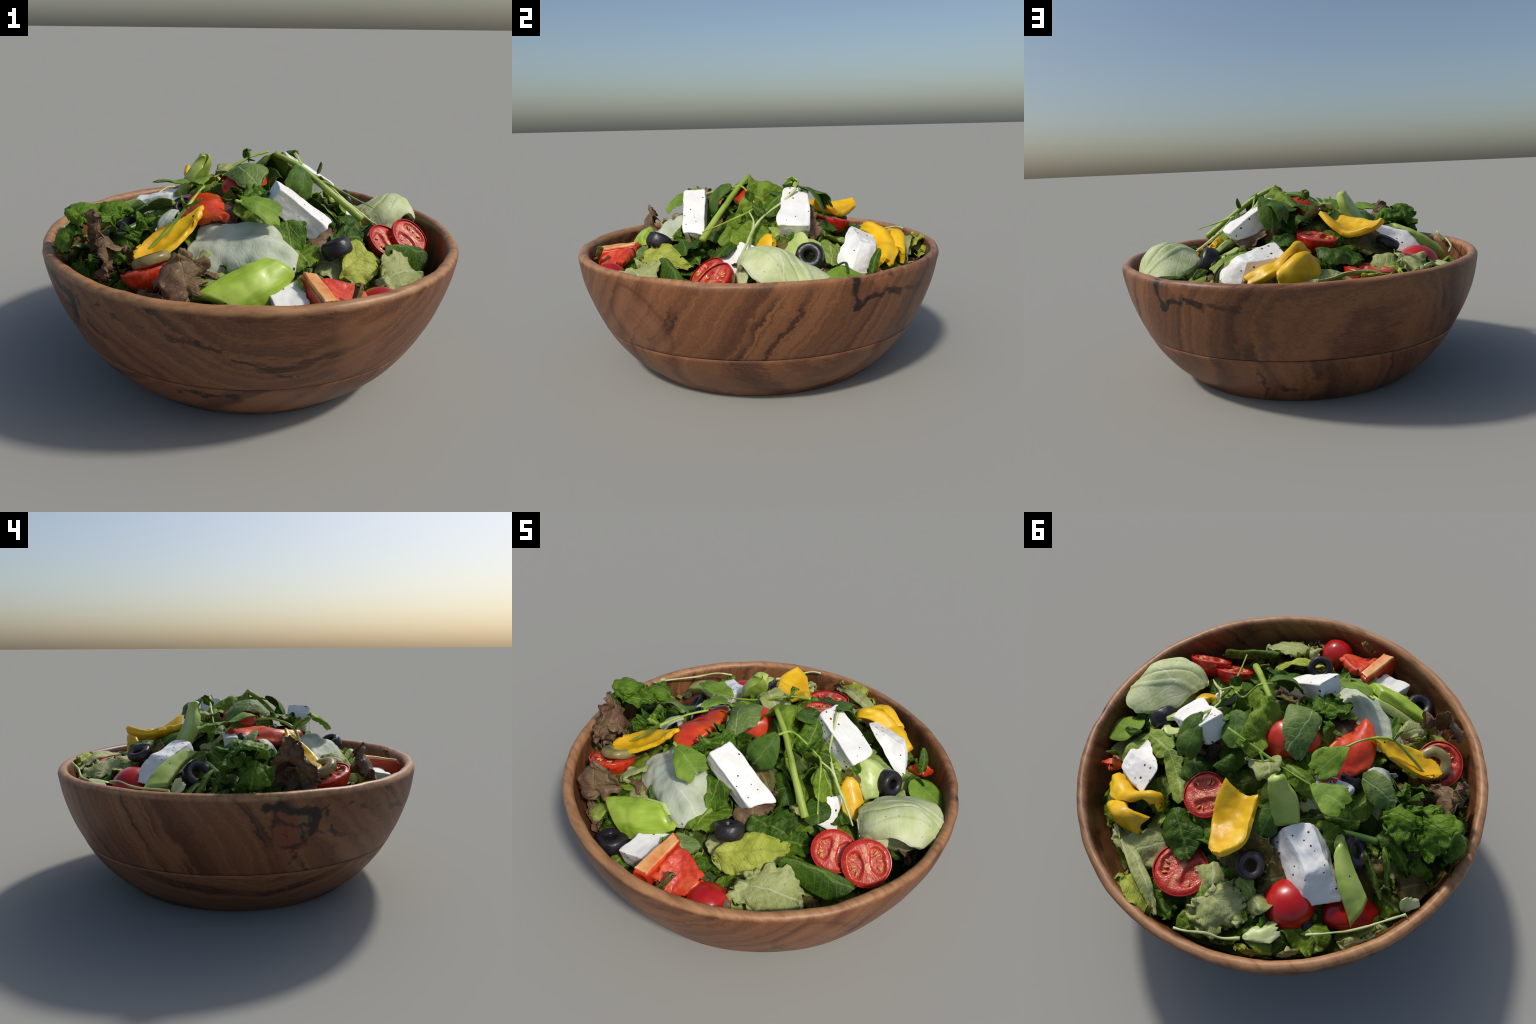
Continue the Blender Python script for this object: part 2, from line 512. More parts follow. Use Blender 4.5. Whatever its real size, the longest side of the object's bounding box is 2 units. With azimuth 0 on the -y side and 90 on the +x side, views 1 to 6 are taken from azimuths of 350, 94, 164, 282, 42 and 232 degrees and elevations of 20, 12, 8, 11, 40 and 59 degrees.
def leafy(name, light, base, dark, vein, spacing=.035, vein_k=.6, net=.35, edge=None, rough=.46, trans=.14, patch=5.0, bumpk=.5, mid=.006, spots=.35):
    """a wet leaf: mottled blade, pale midrib and slanting side veins, a net of fine veins"""
    N = Nodes(name, rough=rough + .06, spec=.22)
    x, y, z = N.sep(N.pos)
    wob = N.noise(N.pos, 9, 2)
    n1 = N.noise(N.pos, patch, 3, .6, .4)
    col = N.ramp(n1, (.30, dark), (.50, base), (.72, light))
    tint = N.rand()
    col = N.mix(N.math("MULTIPLY", tint, .30), col, dark)
    ay = N.math("ABSOLUTE", N.math("ADD", y, N.math("MULTIPLY", N.math("SUBTRACT", wob, .5), .05)))
    s = N.math("ADD", N.math("SUBTRACT", x, N.math("MULTIPLY", ay, .75)), N.math("MULTIPLY", wob, .05))
    tri = N.math("PINGPONG", s, spacing / 2)
    side = N.mask(tri, .0032, .0006)
    midrib = N.mask(ay, mid, mid * .4)
    vein_m = N.math("MAXIMUM", midrib, N.math("MULTIPLY", side, .6))
    cell = N.voronoi(N.vmath("ADD", N.pos, N.vmath("SCALE", N.noise(N.pos, 14, 2, color=True), scale=.02)), 34, "DISTANCE_TO_EDGE")
    netm = N.mask(cell, .09, .01)
    col = N.mix(N.math("MULTIPLY", netm, net * .5), col, vein)
    col = N.mix(N.math("MULTIPLY", vein_m, vein_k), col, vein)
    if edge is not None:
        e = N.mask(N.noise(N.pos, 7, 3), .40, .60)
        col = N.mix(N.math("MULTIPLY", e, .85), col, edge)
    if spots:
        sp = N.voronoi(N.pos, 22, "F1")
        col = N.mix(N.math("MULTIPLY", N.mask(sp, .13, .09), spots), col, rgb(30, 26, 18))
    h = N.math("SUBTRACT", N.math("MULTIPLY", cell, 1.2), N.math("MULTIPLY", vein_m, .7))
    h = N.math("ADD", h, N.math("MULTIPLY", N.noise(N.pos, 30, 3), .8))
    N.bump(h, bumpk, .006)
    return N.done(col, trans)

M_ROMAINE = leafy("romaine_green", rgb(142, 164, 48), rgb(104, 132, 30), rgb(66, 96, 18), rgb(172, 190, 100))
M_ROMLIGHT = leafy("romaine_light", rgb(182, 196, 98), rgb(152, 174, 72), rgb(116, 146, 52), rgb(200, 208, 140))
M_YELLOW = leafy("butter_lettuce", rgb(206, 208, 104), rgb(184, 190, 80), rgb(150, 164, 54), rgb(138, 146, 62), vein_k=.35, net=.5)
M_PALE = leafy("pale_lettuce", rgb(202, 204, 144), rgb(176, 182, 112), rgb(134, 146, 74), rgb(206, 210, 166), net=.5)
M_ICE = leafy("iceberg_white", rgb(224, 227, 210), rgb(206, 212, 190), rgb(182, 192, 160), rgb(232, 234, 218), spacing=.055, vein_k=.35, net=.10, trans=.10, patch=4, bumpk=.25, spots=.0)
M_ICEG = leafy("iceberg_green", rgb(228, 230, 198), rgb(208, 216, 164), rgb(180, 194, 126), rgb(232, 234, 206), spacing=.05, vein_k=.4, net=.12, trans=.10, patch=5, bumpk=.25)
M_SPINACH = leafy("spinach_dark", rgb(92, 122, 32), rgb(62, 94, 20), rgb(36, 64, 12), rgb(126, 146, 62), vein_k=.45, net=.25, rough=.40, bumpk=.6)
M_KALE = leafy("kale_green", rgb(112, 146, 34), rgb(74, 112, 22), rgb(40, 76, 14), rgb(138, 160, 58), spacing=.03, net=.5, rough=.42, bumpk=.8)
M_RED = leafy("red_leaf_lettuce", rgb(172, 150, 108), rgb(140, 118, 84), rgb(104, 82, 62), rgb(142, 118, 90), edge=rgb(110, 80, 66), net=.3, rough=.36, bumpk=.7)
M_OLIVEG = leafy("brown_lettuce", rgb(140, 134, 76), rgb(104, 102, 50), rgb(74, 68, 32), rgb(150, 140, 92), edge=rgb(112, 94, 52), net=.4)
M_BASIL = leafy("basil_grey_green", rgb(152, 168, 98), rgb(118, 142, 70), rgb(82, 110, 46), rgb(176, 194, 148), vein_k=.5, net=.3, mid=.005)
M_SPROUT = leafy("sprout_leaf", rgb(160, 184, 78), rgb(124, 156, 50), rgb(88, 122, 34), rgb(170, 194, 118), vein_k=.25, net=.1, bumpk=.25, mid=.004)
M_SPROUTD = leafy("cress_dark", rgb(112, 142, 56), rgb(82, 114, 40), rgb(54, 86, 28), rgb(130, 152, 80), vein_k=.3, net=.1, bumpk=.3, mid=.004)
M_BED = leafy("bed_filler", rgb(90, 106, 32), rgb(60, 80, 20), rgb(36, 52, 12), rgb(112, 128, 66))

def plain(name, light, base, dark, scale=8, rough=.4, bump=.2, bscale=60, speck=None, speck_scale=26, speck_k=0.0, speck_r=.12, coat=0.0, trans=0.0, sss=0.0, stretch=(1, 1, 1)):
    N = Nodes(name, rough=rough)
    p = N.mapping(N.pos, scale=stretch)
    col = N.ramp(N.noise(p, scale, 3, .55, .3), (.30, dark), (.5, base), (.72, light))
    if speck is not None:
        v = N.voronoi(N.pos, speck_scale, "F1", "Distance")
        keep = N.voronoi(N.pos, speck_scale, "F1", "Color")
        k = N.math("MULTIPLY", N.math("GREATER_THAN", N.sep(keep)[0], 1 - speck_k), N.math("GREATER_THAN", N.noise(N.pos, 9, 2), .36))
        size = N.math("MULTIPLY", N.sep(keep)[1], speck_r)
        m = N.math("MULTIPLY", k, N.math("LESS_THAN", N.math("ADD", v, N.math("MULTIPLY", N.noise(N.pos, 90, 2), .12)), N.math("ADD", size, .115)))
        col = N.mix(m, col, N.mix(N.math("GREATER_THAN", N.sep(keep)[2], .62), speck, rgb(122, 78, 54)))
    N.bump(N.noise(p, bscale, 3), bump, .006)
    if coat:
        N.bsdf.inputs["Coat Weight"].default_value, N.bsdf.inputs["Coat Roughness"].default_value = coat, .12
    if sss:
        N.bsdf.inputs["Subsurface Weight"].default_value = sss
        N.bsdf.inputs["Subsurface Radius"].default_value = (.02, .012, .008)
        N.bsdf.inputs["Subsurface Scale"].default_value = .5
    return N.done(col, trans)

DARK = rgb(38, 32, 28)
M_FETA = plain("feta_white", rgb(247, 246, 242), rgb(240, 239, 234), rgb(230, 228, 220), 7, .55, .3, 45, rgb(66, 46, 36), 32, .80, .16)
M_SKIN = plain("tomato_skin", rgb(214, 42, 28), rgb(190, 26, 22), rgb(158, 18, 20), 5, .30, .05, 60, coat=.22)
M_SKINO = plain("tomato_skin_orange", rgb(222, 86, 36), rgb(204, 52, 28), rgb(178, 30, 22), 5, .32, .05, 60, coat=.18)
M_SEED = plain("tomato_seed", rgb(232, 188, 112), rgb(216, 162, 82), rgb(190, 130, 60), 30, .3, .1, 80)
M_OLIVE = plain("olive_skin", rgb(52, 48, 52), rgb(34, 31, 35), rgb(22, 20, 24), 12, .38, .35, 45)
M_OLIVEF = plain("olive_flesh", rgb(98, 86, 88), rgb(76, 66, 70), rgb(52, 44, 48), 16, .45, .3, 60)
M_OLIVEB = plain("green_olive_flesh", rgb(164, 148, 96), rgb(138, 124, 76), rgb(104, 92, 54), 12, .35, .15, 50)
M_YPEP = plain("yellow_pepper", rgb(248, 204, 34), rgb(236, 186, 16), rgb(216, 158, 6), 6, .42, .25, 55, DARK, 26, .22, .09, coat=.05, trans=.06)
M_RPEP = plain("red_pepper", rgb(236, 116, 44), rgb(220, 72, 28), rgb(188, 34, 20), 6, .40, .3, 50, DARK, 24, .18, .08, coat=.08)
M_RINNER = plain("red_pepper_inner", rgb(230, 104, 60), rgb(212, 66, 34), rgb(182, 40, 22), 20, .45, .5, 55, coat=.05)
M_RCUT = plain("red_pepper_cut", rgb(240, 190, 128), rgb(230, 164, 100), rgb(220, 124, 60), 12, .4, .2, 60, DARK, 22, .2, .08)
M_CUKE = plain("cucumber_skin", rgb(192, 212, 96), rgb(166, 194, 66), rgb(136, 168, 42), 9, .42, .08, 60, DARK, 28, .20, .07, coat=.05, stretch=(.5, 2, 1))
M_CUKEF = plain("cucumber_flesh", rgb(202, 214, 142), rgb(184, 200, 118), rgb(160, 180, 92), 9, .35, .15, 60, DARK, 28, .22, .08)
M_GPEP = plain("avocado_green", rgb(190, 206, 116), rgb(164, 186, 84), rgb(132, 158, 56), 7, .35, .12, 60, DARK, 26, .28, .10)
M_STEM = plain("stem_green", rgb(190, 208, 108), rgb(158, 186, 70), rgb(126, 158, 46), 9, .35, .1, 60, stretch=(.3, 2, 2))
M_STEMP = plain("stem_pale", rgb(216, 220, 172), rgb(192, 204, 138), rgb(160, 182, 100), 9, .38, .1, 60, stretch=(.3, 2, 2))
M_STALK = plain("romaine_stalk", rgb(168, 186, 84), rgb(142, 164, 58), rgb(118, 134, 36), 6, .42, .25, 60, stretch=(.3, 2, 2))
M_STEMD = plain("stem_dark", rgb(112, 140, 70), rgb(84, 116, 48), rgb(60, 90, 36), 9, .35, .1, 60)
M_PEPPER = plain("peppercorn", rgb(120, 96, 70), rgb(84, 64, 48), rgb(44, 34, 28), 40, .5, .5, 90)

def tomato_flesh(name):
    """cut face of a two-chambered cherry tomato in unit coordinates"""
    N = Nodes(name, rough=.25)
    x, y, z = N.sep(N.pos)
    ax = N.math("ABSOLUTE", x)
    e = N.math("ADD", N.math("POWER", N.math("DIVIDE", N.math("SUBTRACT", ax, .44), .29), 2), N.math("POWER", N.math("DIVIDE", y, .56), 2))
    e = N.math("ADD", e, N.math("MULTIPLY", N.math("SUBTRACT", N.noise(N.pos, 3, 3), .5), 1.5))
    wall = N.ramp(N.noise(N.pos, 5, 3), (.3, rgb(184, 46, 34)), (.55, rgb(204, 68, 50)), (.75, rgb(222, 104, 76)))
    core = N.math("MULTIPLY", N.mask(N.math("ADD", ax, N.math("MULTIPLY", N.noise(N.pos, 6, 2), .10)), .20, .07), N.mask(N.math("ABSOLUTE", y), .92, .45))
    col = N.mix(N.math("MULTIPLY", N.math("MULTIPLY", core, N.mask(N.noise(N.pos, 2.6, 2), .38, .58)), .75), wall, rgb(236, 176, 120))
    gel = N.ramp(N.noise(N.pos, 7, 3), (.3, rgb(158, 22, 14)), (.5, rgb(190, 46, 20)), (.7, rgb(216, 110, 40)))
    col = N.mix(N.math("MULTIPLY", N.mask(e, 1.30, .60), .85), col, gel)
    r = N.vmath("LENGTH", N.comb(x, y, 0.0))
    col = N.mix(N.mask(r, .90, .97), col, rgb(200, 34, 26))
    N.bump(N.noise(N.pos, 16, 3), .25, .03)
    N.bsdf.inputs["Coat Weight"].default_value, N.bsdf.inputs["Coat Roughness"].default_value = .4, .1
    return N.done(col)

M_FLESH = tomato_flesh("tomato_flesh")

# ------------------------------------------------------------------ the bowl
SEAM = .278
OUT = [(.640, .0), (.654, .004), (.664, .020), (.698, .05), (.736, .08), (.793, .14), (.845, .21), (.879, .27), (.894, .30), (.918, .35), (.939, .40),
       (.957, .45), (.973, .50), (.985, .55), (.993, .60), (.997, .635)]
LIP = [(.996, .650), (.990, .661), (.979, .668), (.966, .668), (.955, .663), (.947, .653)]
INN = [(.942, .63), (.936, .59), (.925, .54), (.905, .48), (.875, .41), (.83, .33), (.76, .24), (.66, .15), (.50, .085), (.30, .06), (.0, .055)]

def resample(prof, step):
    P = np.array(prof, float)
    s = np.concatenate([[0], np.cumsum(np.linalg.norm(np.diff(P, axis=0), axis=1))])
    n = max(3, int(s[-1] / step))
    W = cr_weights(len(P), np.interp(np.linspace(0, s[-1], n), s, np.linspace(0, 1, len(P))))
    return W @ P

def bowl_surface(name, prof, mat, parent, seg=220):
    prof = np.asarray(prof)
    th = np.linspace(0, 2 * np.pi, seg, endpoint=False)
    X, Y, Z = np.outer(prof[:, 0], np.cos(th)), np.outer(prof[:, 0], np.sin(th)), np.outer(prof[:, 1], np.ones(seg))
    V = np.stack([X, Y, Z], -1).reshape(-1, 3)
    k = smooth(.02, .12, V[:, 2])
    rr = np.hypot(V[:, 0], V[:, 1])
    out = np.stack([V[:, 0] / (rr + 1e-6), V[:, 1] / (rr + 1e-6), np.zeros(len(V))], 1)
    lip = smooth(.60, .66, V[:, 2])
    d = .0035 * fbm(V * 4, 5, 2) + lip * .0035 * fbm(V * 13, 9, 2)
    V = V + out * (d * k)[:, None]
    V[:, 2] += lip * (.004 * noise3(V * 6, 21) - .008 * V[:, 0] - .010 * V[:, 1])
    lean = 1 - smooth(0, .55, V[:, 2])
    V[:, 1] += .002 * lean
    V[:, :2] *= [.9985, .9985]
    F = grid_faces(len(prof), seg, wrap=True).tolist()
    return new_object(name, V, F, mat, parent)

bowl = bpy.data.objects.new("wooden_bowl", None)
SC.objects.link(bowl)
tag(bowl, "turned acacia wood salad bowl with glued base ring", "bowl")
base_out = resample([q for q in OUT if q[1] < SEAM - .01] + [(.8832, SEAM - .002)], .022)
base_prof = np.concatenate([[(0.0, .0)], [(.3, .0)], base_out, [(.879, SEAM - .0008), (.70, SEAM - .0008)]])
bowl_surface("bowl_base", base_prof, WOOD_BASE, bowl)
body = np.concatenate([[(.70, SEAM + .0008), (.880, SEAM + .0008)], resample([(.8842, SEAM + .002)] + [q for q in OUT if q[1] > SEAM + .01] + LIP, .016), resample(INN, .03)])
bowl_surface("bowl_body", body, WOOD, bowl)

# ------------------------------------------------------------------ filler surface added under the picked pieces to block gaps
def heap(x, y):
    """height of the dressed heap: one broad mound with three hollows, sinking at the wall"""
    r = np.hypot(x, y)
    g = lambda cx, cy, w: np.exp(-((x - cx) ** 2 + (y - cy) ** 2) / (2 * w * w))
    h = .615 + .385 * g(.05, 0, .36) - .08 * x + .014 * y
    return h - .09 * g(.50, -.22, .20) - .10 * g(-.76, .20, .15) - .08 * g(-.12, -.76, .15) - .07 * smooth(.74, .93, r)

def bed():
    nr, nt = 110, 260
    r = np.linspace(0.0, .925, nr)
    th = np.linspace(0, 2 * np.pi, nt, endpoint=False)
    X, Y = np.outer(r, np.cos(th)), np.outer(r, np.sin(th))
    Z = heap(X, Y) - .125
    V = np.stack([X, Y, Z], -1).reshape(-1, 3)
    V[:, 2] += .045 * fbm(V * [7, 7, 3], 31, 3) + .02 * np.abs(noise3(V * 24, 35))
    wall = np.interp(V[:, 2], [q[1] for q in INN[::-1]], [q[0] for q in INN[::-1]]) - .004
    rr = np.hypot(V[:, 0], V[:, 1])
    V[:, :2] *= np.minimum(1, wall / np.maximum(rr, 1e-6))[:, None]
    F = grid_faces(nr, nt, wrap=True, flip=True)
    tag(new_object("chopped_filler", V, F, M_BED), "dark packed chopped salad greens under the pieces", "salad greens", True)

bed()

# ------------------------------------------------------------------ ingredients
def feta(top, depth, shift=(0, 0, 0), p=8, rough=.009, shrink=.94):
    ob = block("feta_cube", top, under(top, depth, shrink, shift), M_FETA, p=p, rough=rough, n=26)
    return tag(ob, "white crumbly feta block with pepper specks", "feta cheese")

feta([(.052, -.415, .968), (.288, -.385, .762), (.342, -.258, .760), (.062, -.285, .975)], .100, rough=.010, p=8, shrink=.84)
feta([(.215, .150, .985), (.470, .125, .828), (.458, .292, .826), (.222, .282, .988)], .118, p=8, shrink=.86)
def feta_corners(top, bottom, p=10):
    return tag(block("feta_cube", top, bottom, M_FETA, p=p, rough=.010, n=26), "white crumbly feta block with pepper specks", "feta cheese")

feta_corners([(.275, .500, .790), (.485, .540, .738), (.450, .625, .715), (.255, .625, .728)], [(.560, .405, .650), (.570, .480, .588), (.50, .62, .57), (.34, .61, .58)])
feta_corners([(-.335, .255, .810), (-.385, .155, .810), (-.575, .205, .765), (-.545, .310, .765)], [(-.300, .310, .695), (-.440, .100, .695), (-.715, .235, .635), (-.615, .405, .635)], 12)
feta([(-.056, -.735, .630), (-.048, -.872, .604), (.085, -.825, .606), (.100, -.640, .646)], .12, p=14)
feta([(.450, -.075, .745), (.490, -.160, .665), (.560, -.085, .595), (.505, .020, .735)], .075, p=6, rough=.009)
feta([(-.400, -.100, .842), (-.250, -.035, .858), (-.240, .035, .850), (-.400, -.020, .838)], .075, p=6)
def seeds_for(parent, M, rng):
    me = None
    for sgn in (-1, 1):
        for k in range(5):
            a = rng.uniform(-1.25, 1.25)
            r = rng.uniform(.14, .24)
            x, y = sgn * (.40 + r * math.cos(a) * .8), math.sin(a) * .40 + rng.uniform(-.05, .05)
            L = M @ Matrix.Translation((x, y, -.055)) @ Matrix.Rotation(math.atan2(y, x - sgn * .05) + rng.uniform(-.4, .4), 4, "Z")
            if me is None:
                ob = ellipsoid("tomato_seed", L, M_SEED, (.110, .042, .045), parent, n=(10, 14))
                # store the seed in unit coordinates so that its mesh can be shared
                me = ob.data
            else:
                ob = bpy.data.objects.new("tomato_seed", me)
                SC.objects.link(ob)
                attach(ob, L, parent)

def tomato_half(c, nrm, R, turn=0.0, depth=.85, skin=None, rng=RNG, squash=.95, fill=True):
    x = np.array([math.cos(turn), math.sin(turn), 0.13])
    M = frame(c, x, nrm) @ Matrix.Diagonal((R, R * squash, R, 1))
    a = np.linspace(0, 1, 22)
    prof = [(.955, .004), (.985, .0)] + [(math.cos(t * math.pi / 2) ** .92 if t < 1 else 0.0, -depth * math.sin(t * math.pi / 2)) for t in a]
    root = lathe("tomato_half", prof, skin or M_SKIN, M, seg=44, wob=.02, wfreq=1.4, seed=int(R * 1e4))
    tag(root, "halved cherry tomato showing its cut face", "tomato")
    if fill:
        nr, nt = 26, 64
        r = np.linspace(0, .975, nr)
        th = np.linspace(0, 2 * np.pi, nt, endpoint=False)
        X, Y = np.outer(r, np.cos(th)), np.outer(r, np.sin(th))
        e = ((np.abs(X) - .44) / .29) ** 2 + (Y / .56) ** 2
        Z = -.12 * smooth(1.25, .7, e + .5 * noise3(np.stack([X, Y, 0 * X + R * 99], -1).reshape(-1, 3) * 4, 3).reshape(X.shape)) + .03 * (1 - np.outer(r, np.ones(nt)) ** 2) - .07 * smooth(.80, .98, np.outer(r, np.ones(nt)))
        V = np.stack([X, Y, Z], -1).reshape(-1, 3)
        V[:, 2] += .012 * noise3(V * 5, int(R * 1e4))
        A = np.array(M)
        new_object("tomato_flesh", V @ A[:3, :3].T + A[:3, 3], grid_faces(nr, nt, wrap=True, flip=True), M_FLESH, root, M)
        seeds_for(root, M, rng)
    return root

tomato_half((.024, .415, .792), (-.12, .18, .97), .108, 2.5)
tomato_half((-.137, .690, .652), (-.10, .06, .99), .128, .4)
tomato_half((.785, -.155, .625), (.36, -.56, .74), .112, .9)
tomato_half((.640, -.205, .628), (.36, -.52, .78), .104, .3)
tomato_half((-.515, -.560, .694), (-.22, .25, .94), .118, 1.9, skin=M_SKINO)

def cherry(c, R, up=(0.1, .2, 1), skin=None):
    ob = ellipsoid("cherry_tomato", frame(c, (1, .3, 0), up), skin or M_SKIN, (R, R * .97, R * .96), dent=.10, wob=.02, seed=int(R * 999), n=(36, 48))
    return tag(ob, "whole glossy red cherry tomato", "tomato")

cherry((.412, -.752, .522), .104, (.6, .2, .4))
cherry((-.548, .412, .578), .123, (.5, -.5, .3))
ob = ellipsoid("pepper_chunk", frame((-.735, .215, .520), (.62, .78, 0), (-.4, -.2, .9)), M_SKIN, (.135, .095, .075), wob=.10, seed=4)
tag(ob, "smooth red tomato wedge half buried in greens", "tomato")
ob = ellipsoid("tomato_wedge", frame((-.035, -.035, .872), (.5, .6, .1), (-.05, .1, 1)), M_SKINO, (.135, .105, .105), wob=.06, seed=7)
tag(ob, "red orange tomato wedge with its skin up", "tomato")

def olive_ring(c, axis, R, h, hole=.44, skin=None, flesh=None, label="sliced black olive ring with a round hole"):
    M = frame(c, (0.3, .5, .2), axis)
    t = np.linspace(-1, 1, 13)
    bulge = lambda u: R * (1 - .13 * u * u)
    outer = [(bulge(u) - (.10 * R if abs(u) > .98 else 0), u * h / 2) for u in t]
    root = lathe("olive_ring", outer, skin or M_OLIVE, M, seg=44, wob=.0022, wfreq=30, seed=int(R * 1e4))
    hr = R * hole
    e = R * .79
    fl = [(e, h / 2 - .0005), (R * .68, h / 2 + .002), (R * .56, h / 2), (hr * 1.06, h / 2 - .004), (hr * .96, h / 2 - .011), (hr * .93, 0),
          (hr * .96, -h / 2 + .011), (hr * 1.06, -h / 2 + .004), (R * .6, -h / 2), (e, -h / 2 + .0005)]
    lathe("olive_flesh", fl, flesh or M_OLIVEF, M, root, seg=44, wob=.003, wfreq=24, seed=3 + int(R * 1e4))
    return tag(root, label, "olive")

olive_ring((.285, -.510, .715), (-.36, .34, .87), .067, .072, skin=M_OLIVE, flesh=M_OLIVE)
olive_ring((.575, .290, .688), (.88, -.12, .38), .070, .080, hole=.38, flesh=M_OLIVE)
olive_ring((-.350, .459, .735), (-.42, .17, .89), .066, .046)
olive_ring((-.160, -.833, .545), (-.15, .10, .95), .078, .07, hole=.33, flesh=M_OLIVE)
olive_ring((-.575, .060, .670), (-.55, -.45, .65), .080, .07)
olive_ring((-.345, -.120, .800), (.2, -.6, .6), .058, .06, flesh=M_OLIVE)
olive_ring((-.500, -.530, .712), (-.26, .36, .90), .084, .045, hole=.40, skin=M_OLIVEB, flesh=M_OLIVEB, label="greenish brown olive ring on a tomato half")
olive_ring((-.66, .42, .56), (.3, .5, .3), .05, .05, flesh=M_OLIVE)

def pepper(grid, thick=.032, mat=None, wr=.006, label="curled strip of bell pepper", n=(40, 26), shape="rounded", rag=.03):
    ob = sheet("pepper_strip", grid, mat or M_YPEP, shape, n, thick=thick, wrinkle=wr, wfreq=7, rag=rag, ffreq=5)
    return tag(ob, label, "bell pepper")

YEL = "curled strip of yellow bell pepper"
pepper([[(-.170, .262, .872), (-.105, .300, .845), (-.020, .325, .895)], [(-.240, .355, .850), (-.165, .390, .812), (-.055, .412, .848)],
        [(-.292, .450, .846), (-.205, .475, .806), (-.110, .480, .796)], [(-.280, .556, .864), (-.252, .566, .842), (-.212, .562, .818)]], .034, shape="rect", label=YEL, wr=.014)
pepper([[(.455, .625, .60), (.470, .655, .645), (.455, .690, .61)], [(.335, .635, .665), (.340, .680, .695), (.345, .725, .655)],
        [(.245, .615, .725), (.255, .665, .752), (.270, .700, .72)], [(.175, .560, .745), (.190, .600, .775), (.235, .655, .760)],
        [(.125, .585, .700), (.135, .585, .745), (.170, .630, .755)]], .036, label=YEL, wr=.018, shape="rect")
pepper([[(.300, .690, .700), (.215, .715, .755), (.130, .670, .720)], [(.345, .755, .670), (.225, .775, .735), (.130, .730, .680)],
        [(.335, .755, .600), (.225, .770, .610), (.140, .715, .590)]], .030, label=YEL, wr=.020, shape="rect")
pepper([[(.435, .065, .755), (.465, .100, .775), (.500, .125, .750)], [(.495, .020, .680), (.535, .060, .698), (.560, .095, .675)],
        [(.550, -.025, .600), (.590, .012, .610), (.610, .045, .590)]], .04, label=YEL)
pepper([[(-.252, -.335, .872), (-.262, -.322, .868), (-.278, -.310, .862)], [(-.355, -.455, .785), (-.395, -.415, .760), (-.425, -.350, .800)],
        [(-.440, -.525, .730), (-.490, -.465, .715), (-.515, -.400, .760)], [(-.500, -.560, .715), (-.560, -.520, .712), (-.600, -.480, .740)]], .024, label=YEL, wr=.012)
RED = "curled piece of red orange bell pepper"
pepper([[(-.150, -.405, .800), (-.190, -.392, .838), (-.255, -.375, .800)], [(-.165, -.270, .835), (-.255, -.270, .842), (-.340, -.260, .785)],
        [(-.170, -.150, .850), (-.260, -.150, .838), (-.345, -.150, .800)], [(-.205, -.010, .840), (-.275, .000, .858), (-.340, -.030, .835)]], .04, M_RPEP, .012, RED)
# wedge of red pepper by the rim: skin, thick pale cut wall, pebbly red inside
WT = [(.092, -.662, .672), (.118, -.918, .650), (.186, -.890, .636), (.150, -.680, .664)]
wedge = block("pepper_wedge", WT, [(.075, -.68, .55), (.105, -.915, .52), (.18, -.87, .50), (.15, -.70, .53)], M_RPEP, p=6, rough=.004)
tag(wedge, "wedge of red bell pepper with pale cut edge", "bell pepper")
sheet("pepper_cut_edge", [[(.098, -.672, .676), (.148, -.684, .669)], [(.108, -.790, .668), (.164, -.785, .659)], [(.124, -.905, .655), (.178, -.885, .642)]],
      M_RCUT, "rect", (40, 18), thick=.016, wrinkle=.004, rag=.04, parent=wedge)
sheet("pepper_inside", [[(.140, -.672, .655), (.235, -.680, .628), (.352, -.700, .606)], [(.160, -.775, .635), (.245, -.765, .588), (.340, -.770, .572)],
      [(.178, -.885, .612), (.235, -.850, .555), (.300, -.840, .520)]], M_RINNER, "rounded", (44, 44), thick=.045, wrinkle=.003, wfreq=26, rag=.02, parent=wedge)
pepper([[(.530, .570, .60), (.600, .600, .59)], [(.560, .650, .60), (.630, .660, .57)]], .05, M_RPEP, .01, RED, n=(20, 20))

def cut(name, grid, mat, thick, label, cat="cucumber", shape="rounded", n=(40, 26), wr=.005, rag=.0):
    return tag(sheet(name, grid, mat, shape, n, thick=thick, wrinkle=wr, wfreq=8, rag=rag), label, cat)

cu = cut("cucumber_piece", [[(-.345, -.722, .622), (-.280, -.748, .612), (-.195, -.764, .576), (-.120, -.752, .540)],
     [(-.195, -.668, .684), (-.140, -.710, .674), (-.078, -.732, .626), (-.045, -.715, .575)],
     [(-.045, -.625, .722), (.000, -.640, .716), (.040, -.648, .690), (.062, -.632, .655)]], M_CUKE, .055, "bright green slab of cucumber cut on the slant", shape="rect", n=(46, 36), wr=.007)
sheet("cucumber_flesh", [[(-.330, -.690, .612), (-.255, -.715, .575)], [(-.190, -.630, .672), (-.125, -.665, .628)], [(-.050, -.585, .702), (.010, -.600, .672)]],
      M_CUKEF, "rect", (34, 20), thick=.045, wrinkle=.004, parent=cu)
cut("avocado_wedge", [[(-.205, .175, .982), (-.200, .188, .998), (-.182, .200, .985)], [(-.262, .150, .930), (-.228, .178, .945), (-.190, .222, .930)],
     [(-.310, .150, .865), (-.270, .185, .875), (-.225, .242, .865)], [(-.362, .190, .775), (-.325, .225, .780), (-.280, .275, .770)]], M_GPEP, .050,
    "upright tapering wedge of avocado green vegetable", "avocado", shape="rect", wr=.006)
cut("green_pepper_strip", [[(-.505, .080, .770), (-.535, .120, .785), (-.555, .155, .760)], [(-.620, .125, .725), (-.655, .185, .728), (-.680, .235, .690)],
     [(-.760, .160, .640), (-.790, .220, .635), (-.800, .275, .590)]], M_GPEP, .05, "pale green strip of bell pepper", "bell pepper", shape="rect")
